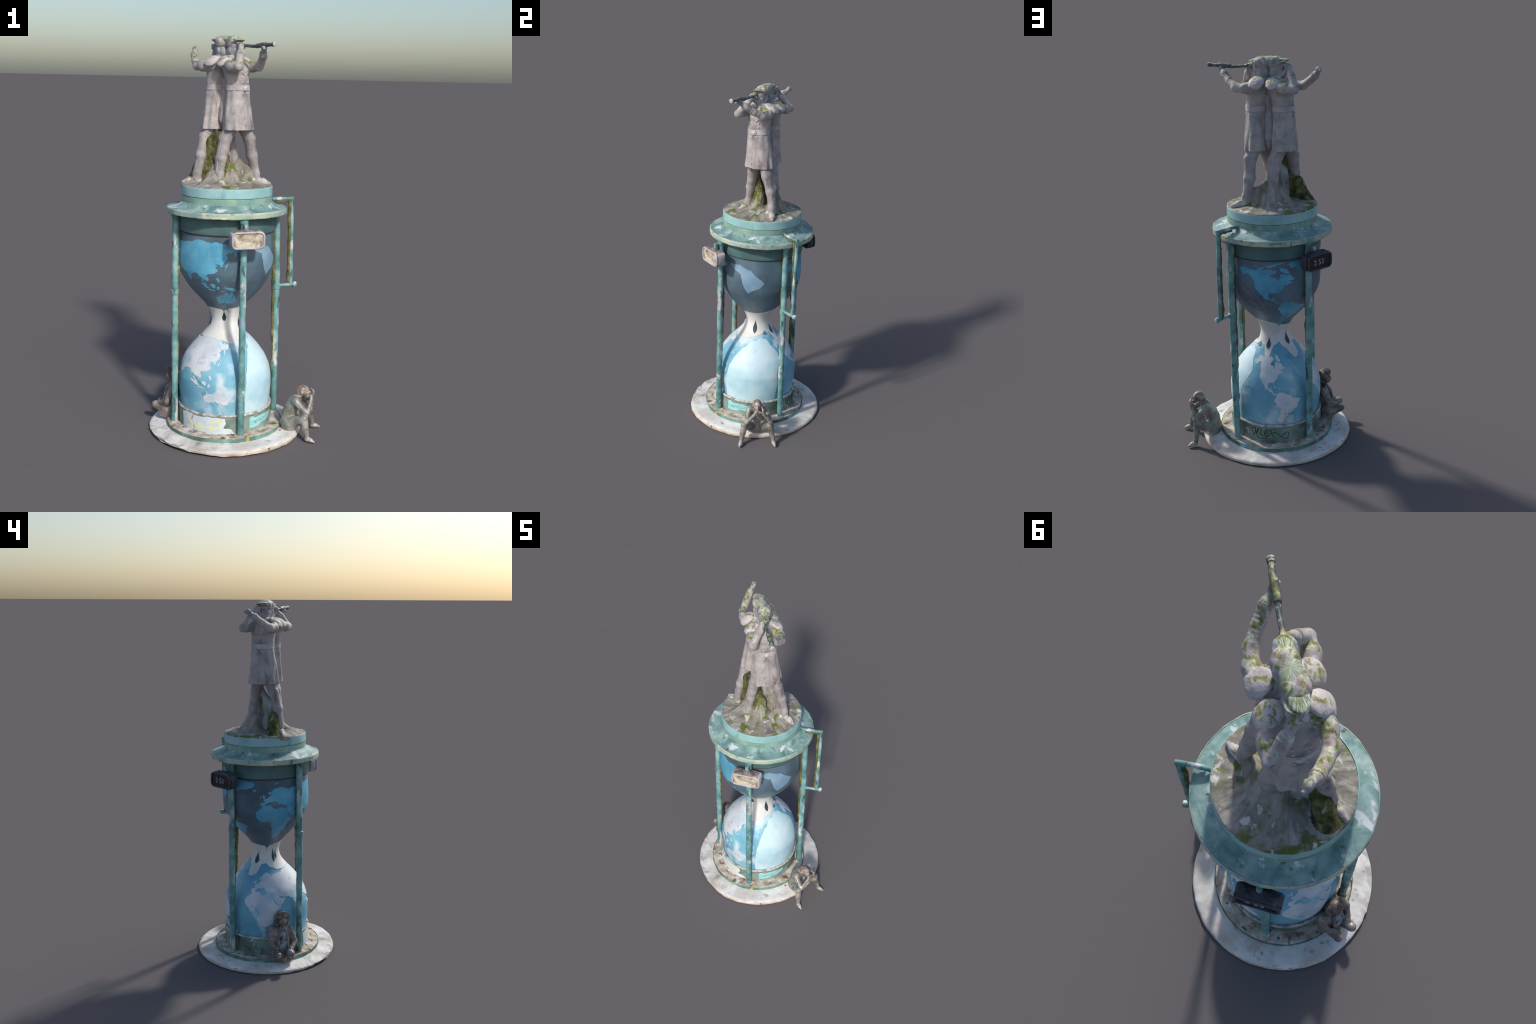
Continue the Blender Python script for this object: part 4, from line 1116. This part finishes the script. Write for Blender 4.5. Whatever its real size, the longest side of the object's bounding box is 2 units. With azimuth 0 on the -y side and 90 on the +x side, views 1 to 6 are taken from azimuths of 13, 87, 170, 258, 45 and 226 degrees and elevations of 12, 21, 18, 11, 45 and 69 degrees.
def stripe(side):
    pts = ([(.078, .072, 1.55), (.088, .0945, 1.505), (.083, .1160, 1.42), (.094, .1285, 1.335), (.096, .1310, 1.305)] if side > 0
           else [(.046, -.062, 1.55), (.034, -.0725, 1.505), (.024, -.0870, 1.41), (.022, -.0915, 1.335), (.024, -.0950, 1.315)])
    v, f = tube([(p[0], p[1] - side * .0062, p[2] - Z0) for p in pts], .0092, 12, .0004, 60, sub=8)
    return mesh_data("trouser_stripe", v, f, STRIPE)
stripes = [stripe(1), stripe(-1)]
tele = [(.108, -.009, 1.950), (.112, -.009, 1.950), (.121, -.010, 1.950), (.123, -.010, 1.950), (.165, -.013, 1.946), (.205, -.017, 1.946), (.208, -.018, 1.946), (.235, -.020, 1.949),
        (.262, -.022, 1.952), (.290, -.024, 1.951), (.314, -.026, 1.952), (.316, -.026, 1.952), (.326, -.027, 1.953), (.328, -.027, 1.953)]
v, f = tube([(p[0], p[1], p[2] - Z0) for p in tele], [.0085, .0115, .0115, .0076, .0074, .0080, .0102, .0112, .0108, .0095, .0092, .0112, .0112, .0095], 18, .0016, 45, sub=5)
tele_me = mesh_data("telescope", v, f, SCOPE, sharp=55)
v, f = tube([(.324, -.0268, 1.953 - Z0), (.3295, -.0272, 1.953 - Z0), (.3305, -.0273, 1.953 - Z0)], [.0115, .0115, .008], 18, .0004, 60, sub=2)
tip_me = mesh_data("telescope_rim", v, f, TIP, sharp=50)

ORIGIN = Vector((-.065, .016, Z0))
for k, heading in enumerate((-30, 150)):
    M = Matrix.Translation(ORIGIN) @ Matrix.Rotation(math.radians(heading), 4, 'Z')
    man = empty("standing_lookout", MONUMENT, M)
    for g, me in parts_up + parts_leg:
        nm = g.replace("left_", "").replace("right_", "")
        obj(nm, me, man)
    obj("belt", belt_me, man)
    obj("belt_buckle", buckle_me, man)
    for me in epaulettes:
        obj("epaulette", me, man)
    for me in lapels:
        obj("lapel", me, man)
    for me in cuff_me:
        obj("cuff", me, man)
    for me in stripes:
        obj("trouser_stripe", me, man)
    obj("cap_visor", visor_me, man)
    for z in (1.727, 1.779, 1.802, 1.826):
        for y in (-.014 - (z - 1.727) * .06, .019 + (z - 1.727) * .08):
            obj("button", button_me, man, Matrix.Translation((coat_front(y, z) + .0012, y, z - Z0)))
    if k == 0:
        obj("telescope", tele_me, man)
        obj("telescope_rim", tip_me, man)

# crust that closes the tops of the two caps
crust = [("cap_crust", ell((-.063, .014, 1.983), (.058, .027, .0150), -32), .004), ("cap_crust", ell((-.063, .014, 1.979), (.094, .029, .0110), -32), .006),
         ("cap_crust", ell((-.125, .047, 1.981), (.036, .026, .0055), -32), .006)]
g, me = body_parts(crust, .002, {"*": CROWN}, (.0010, 45))[0]
obj("cap_crust", me)

# ------------------------------------------------------------------ mossy ground on top of the drum
def W(fig, x, y, z):
    a = math.radians(-30 if fig == 'B' else 150)
    return np.array((ORIGIN.x + x * math.cos(a) - y * math.sin(a), ORIGIN.y + x * math.sin(a) + y * math.cos(a), z))
ground = [("mossy_ground", column([(1.262, -.061, .019, .2220, .2220), (1.2765, -.061, .019, .2225, .2225)]), .004),
          ("mossy_ground", column([(1.262, -.061, .019, .2220, .2220), (1.2770, -.061, .019, .2225, .2225), (1.283, -.059, .018, .185, .185), (1.292, -.055, .017, .13, .13), (1.302, -.05, .015, .07, .07), (1.306, -.05, .015, .04, .04)]), .012),
          ("mossy_ground", ell((.005, .01, 1.270), (.10, .09, .028)), .04),
          ("mossy_ground", ell((.025, -.070, 1.268), (.070, .070, .024)), .02)]
def sheet(g, a, b, heights, r=.011, n=9, blend=.02):
    for i in range(n):
        t = i / (n - 1)
        p = np.array(a) * (1 - t) + np.array(b) * t
        h = float(np.interp(t, np.linspace(0, 1, len(heights)), heights))
        ground.append((g, cone((p[0], p[1], 1.27), (p[0], p[1], h), r * 1.5, r * .7), blend))
sheet("moss_growth", (-.180, -.014), (-.082, -.032), [1.47, 1.50, 1.53, 1.53])
sheet("moss_growth", (-.078, -.022), (-.050, .015), [1.52, 1.45, 1.38], n=5)
sheet("mossy_ground", W('B', .088, .098, 0)[:2], W('A', .022, -.072, 0)[:2], [1.35, 1.37, 1.42], r=.016, n=7)
sheet("rock_fin", W('A', .022, -.036, 0)[:2], W('A', .052, .064, 0)[:2], [1.54, 1.51, 1.46, 1.42], r=.010)
ground += [("moss_growth", ell((-.205, .002, 1.33), (.026, .024, .066)), .03),
           ("moss_growth", cone((-.235, .010, 1.275), (-.203, .008, 1.37), .040, .018), .03),
           ("mossy_ground", cone((-.01, -.03, 1.258), (-.030, .000, 1.365), .045, .014), .03),
           ("mossy_ground", cone((-.12, .10, 1.262), (-.095, .075, 1.35), .05, .018), .04),
           ("mossy_ground", cone((-.03, .12, 1.262), (-.040, .085, 1.34), .05, .03), .04),
           ("mossy_ground", cone((.05, .05, 1.262), (.035, .06, 1.30), .05, .025), .03),
           ("mossy_ground", cone((-.13, -.09, 1.262), (-.11, -.06, 1.31), .05, .03), .04),
           ("mossy_ground", cone((-.24, -.03, 1.262), (-.22, -.04, 1.285), .03, .02), .03)]
# stone left standing between the two backs
back = W('B', 0, 0, 0)
join = [("stone_join", ell((ORIGIN.x, ORIGIN.y + .002, z), (.018 + .006 * (1.72 - z), .026 + .20 * max(0, 1.70 - z), .05), -30), .03) for z in (1.595, 1.62, 1.64, 1.68, 1.72, 1.76, 1.80, 1.84)]
join.append(("stone_join", ell((ORIGIN.x, ORIGIN.y, 1.87), (.022, .040, .03), -30), .02))
g, me = body_parts(join, .003, {"*": STONE}, (.002, 40))[0]
obj("stone_join", me)
for g, me in body_parts(ground, .0034, {"mossy_ground": MOSS, "moss_growth": MOSS_WEB, "rock_fin": FIN}, (.0022, 34)):
    obj(g, me, MONUMENT)

# ------------------------------------------------------------------ the seated man on the slab's edge (faces +x)
seat = [("torso", column([(.034, .296, .000, .040, .048), (.060, .293, .001, .041, .048), (.09, .290, .002, .037, .043), (.125, .296, .003, .039, .043), (.16, .309, .003, .038, .047),
                          (.190, .323, .002, .033, .047), (.206, .332, .001, .022, .032)]), .006),
        ("torso", ell((.292, .002, .060), (.045, .052, .036)), .014),
        ("torso", ell((.332, -.040, .192), (.020, .018, .018)), .014), ("torso", ell((.332, .042, .192), (.020, .018, .018)), .014),
        ("neck", cone((.330, .001, .200), (.352, -.001, .222), .018, .015), .010),
        ("head", ell((.360, -.002, .242), (.031, .0245, .0265), 0, -4), .006), ("head", ell((.378, .000, .228), (.017, .0175, .022)), .008),
        ("head", cone((.390, .000, .241), (.399, .000, .231), .0030, .0045), .003), ("head", cone((.386, -.013, .2465), (.387, .013, .2465), .004, .004), .003),
        ("head", ell((.385, -.011, .229), (.008, .007, .007)), .003), ("head", ell((.385, .011, .229), (.008, .007, .007)), .003),
        ("head", ell((.384, .000, .212), (.011, .013, .011)), .006),
        ("head", ell((.360, -.026, .233), (.0065, .0045, .0095)), .002), ("head", ell((.360, .023, .233), (.0065, .0045, .0095)), .002),
        ("head", ell((.343, -.001, .232), (.018, .021, .022)), .008),
        ("arm", cone((.336, -.046, .190), (.392, -.061, .142), .0180, .0140), .010), ("arm", cone((.396, -.062, .138), (.408, -.014, .205), .0130, .0080), .006),
        ("arm", cone((.336, .048, .190), (.388, .074, .146), .0180, .0140), .010), ("arm", cone((.392, .074, .142), (.408, .034, .210), .0130, .0080), .006),
        ("hand", ell((.404, -.006, .213), (.009, .013, .011)), .005), ("hand", cone((.402, .000, .212), (.404, .010, .216), .006, .005), .004),
        ("hand", ell((.409, .030, .222), (.008, .007, .014)), .005), ("hand", cone((.408, .030, .212), (.405, .008, .209), .0055, .005), .004),
        ("hand", cone((.409, .030, .230), (.400, .022, .246), .0045, .0035), .004),
        ("leg", cone((.305, -.030, .062), (.382, -.072, .114), .035, .0200), .012), ("leg", cone((.384, -.072, .114), (.393, -.083, .072), .0200, .0165), .008),
        ("leg", cone((.393, -.083, .072), (.405, -.092, .022), .0165, .0115), .008),
        ("leg", cone((.305, .034, .062), (.380, .074, .114), .035, .0200), .012), ("leg", cone((.382, .074, .114), (.389, .084, .072), .0200, .0165), .008),
        ("leg", cone((.389, .084, .072), (.398, .094, .022), .0165, .0115), .008),
        ("foot", cone((.404, -.092, .0142), (.424, -.096, .0132), .0120, .0110), .006), ("foot", cone((.424, -.096, .0128), (.441, -.101, .0075), .0105, .0055), .005),
        ("foot", cone((.397, .094, .0142), (.417, .098, .0132), .0120, .0110), .006), ("foot", cone((.417, .098, .0128), (.435, .1035, .0075), .0105, .0055), .005)]
SEATED = empty("seated_man", MONUMENT, Matrix.Translation((.30, 0, 0)))
for g, me in body_parts(seat, .0018, {"*": BRONZE, "head": BRONZE_HEAD, "neck": BRONZE_HEAD, "hand": BRONZE_HEAD, "foot": weathered("worn_bronze_foot", [(.3, srgb(150, 144, 140)), (.7, srgb(204, 196, 190))], 30, rough=.45, metallic=.2)}, (.0013, 48), (), (.30, 0, 0)):
    obj(g, me, SEATED)
v, f = tube([(.254 - .30, .001, .058), (.272 - .30, -.046, .057), (.31 - .30, -.058, .056)], .0022, 8, .0004, 80)
obj("waistband", mesh_data("waistband", v, f, BRONZE), SEATED)
v, f = tube([(.394 - .30, .018, .205), (.402 - .30, .040, .188), (.404 - .30, .050, .170)], [.006, .0075, .004], 12, .0008, 70)
obj("hand", mesh_data("hand", v, f, BRONZE_HEAD), SEATED)
# ------------------------------------------------------------------ the seated woman leaning on the lower globe (faces -x)
wom = [("torso", column([(.040, -.338, -.022, .046, .064), (.075, -.336, -.022, .042, .056), (.11, -.334, -.021, .040, .048), (.15, -.328, -.021, .038, .047), (.185, -.323, -.021, .033, .052), (.207, -.321, -.021, .026, .045), (.222, -.322, -.021, .016, .026)]), .006),
       ("torso", ell((-.318, -.062, .203), (.022, .022, .020)), .014), ("torso", ell((-.318, .022, .205), (.022, .022, .020)), .014),
       ("neck", cone((-.325, -.021, .212), (-.334, -.022, .236), .015, .0135), .008),
       ("head", ell((-.342, -.023, .262), (.023, .020, .029)), .006), ("head", cone((-.364, -.023, .262), (-.367, -.023, .254), .003, .004), .004),
       ("head", ell((-.350, -.023, .244), (.013, .013, .013)), .006),
       ("head", cone((-.361, -.033, .269), (-.361, -.013, .269), .0038, .0038), .003), ("head", cone((-.360, -.028, .247), (-.360, -.018, .247), .0030, .0030), .002),
       ("head", ell((-.358, -.033, .256), (.006, .006, .006)), .004), ("head", ell((-.358, -.013, .256), (.006, .006, .006)), .004),
       ("hair", ell((-.327, -.022, .282), (.032, .036, .030)), .004), ("hair", ell((-.346, -.022, .297), (.019, .028, .013)), .006),
       ("hair", cone((-.326, -.052, .278), (-.330, -.047, .236), .014, .009), .008), ("hair", cone((-.326, .009, .278), (-.330, .004, .236), .014, .009), .008),
       ("hair", ell((-.315, -.022, .26), (.020, .034, .034)), .010),
       ("arm", cone((-.320, -.070, .200), (-.340, -.090, .136), .0215, .0185), .010), ("arm", cone((-.340, -.090, .136), (-.376, -.066, .118), .0185, .0150), .008),
       ("arm", cone((-.320, .030, .200), (-.343, .045, .140), .0215, .0185), .010), ("arm", cone((-.343, .045, .140), (-.376, .026, .118), .0185, .0150), .008),
       ("hand", ell((-.386, -.060, .117), (.015, .013, .010)), .005), ("hand", ell((-.386, .020, .117), (.015, .012, .010)), .005),
       ("leg", cone((-.350, -.048, .080), (-.420, -.052, .098), .034, .0190), .010), ("leg", cone((-.350, .008, .074), (-.412, .020, .090), .034, .0190), .010),
       ("leg", cone((-.345, -.060, .070), (-.375, -.066, .060), .028, .020), .010),
       ("leg", cone((-.345, -.02, .050), (-.375, -.015, .052), .03, .018), .010)]
WOMAN = empty("seated_woman", MONUMENT, Matrix.Translation((-.33, -.02, 0)))
for g, me in body_parts(wom, .0018, {"*": WOMAN_MAT, "hair": WOMAN_HAIR}, (.0018, 46), (), (-.33, -.02, 0)):
    obj(g, me, WOMAN)
shirt = [("shirt", ell((-.350, -.021, .165), (.022, .024, .042), 0, 10), .004)]
for k in range(3):
    shirt.append(("shirt", cone((-.370 - .003 * k, -.040 + .006 * k, .150 - .014 * k), (-.372 - .003 * k, .000, .132 - .012 * k), .0045, .0035), .010))
g, me = body_parts(shirt, .0017, {"*": WOMAN_SHIRT}, (.001, 60), (), (-.33, -.02, 0))[0]
obj("shirt", me, WOMAN)
for s in (-1, 1):
    v, f = tube([(-.346 + .33, -.021 + s * .014 + .02, .214), (-.360 + .33, -.021 + s * .022 + .02, .185), (-.369 + .33, -.021 + s * .026 + .02, .145), (-.374 + .33, -.021 + s * .028 + .02, .112)], [.005, .007, .007, .005], 12, .001, 60)
    obj("jacket_lapel", mesh_data("jacket_lapel", v, f, WOMAN_MAT), WOMAN)
obj("paint_blob", ball("paint_blob", .006, RED_DOT, (1, 1, .6)), MONUMENT, Matrix.Translation((.258, -.060, .034)))
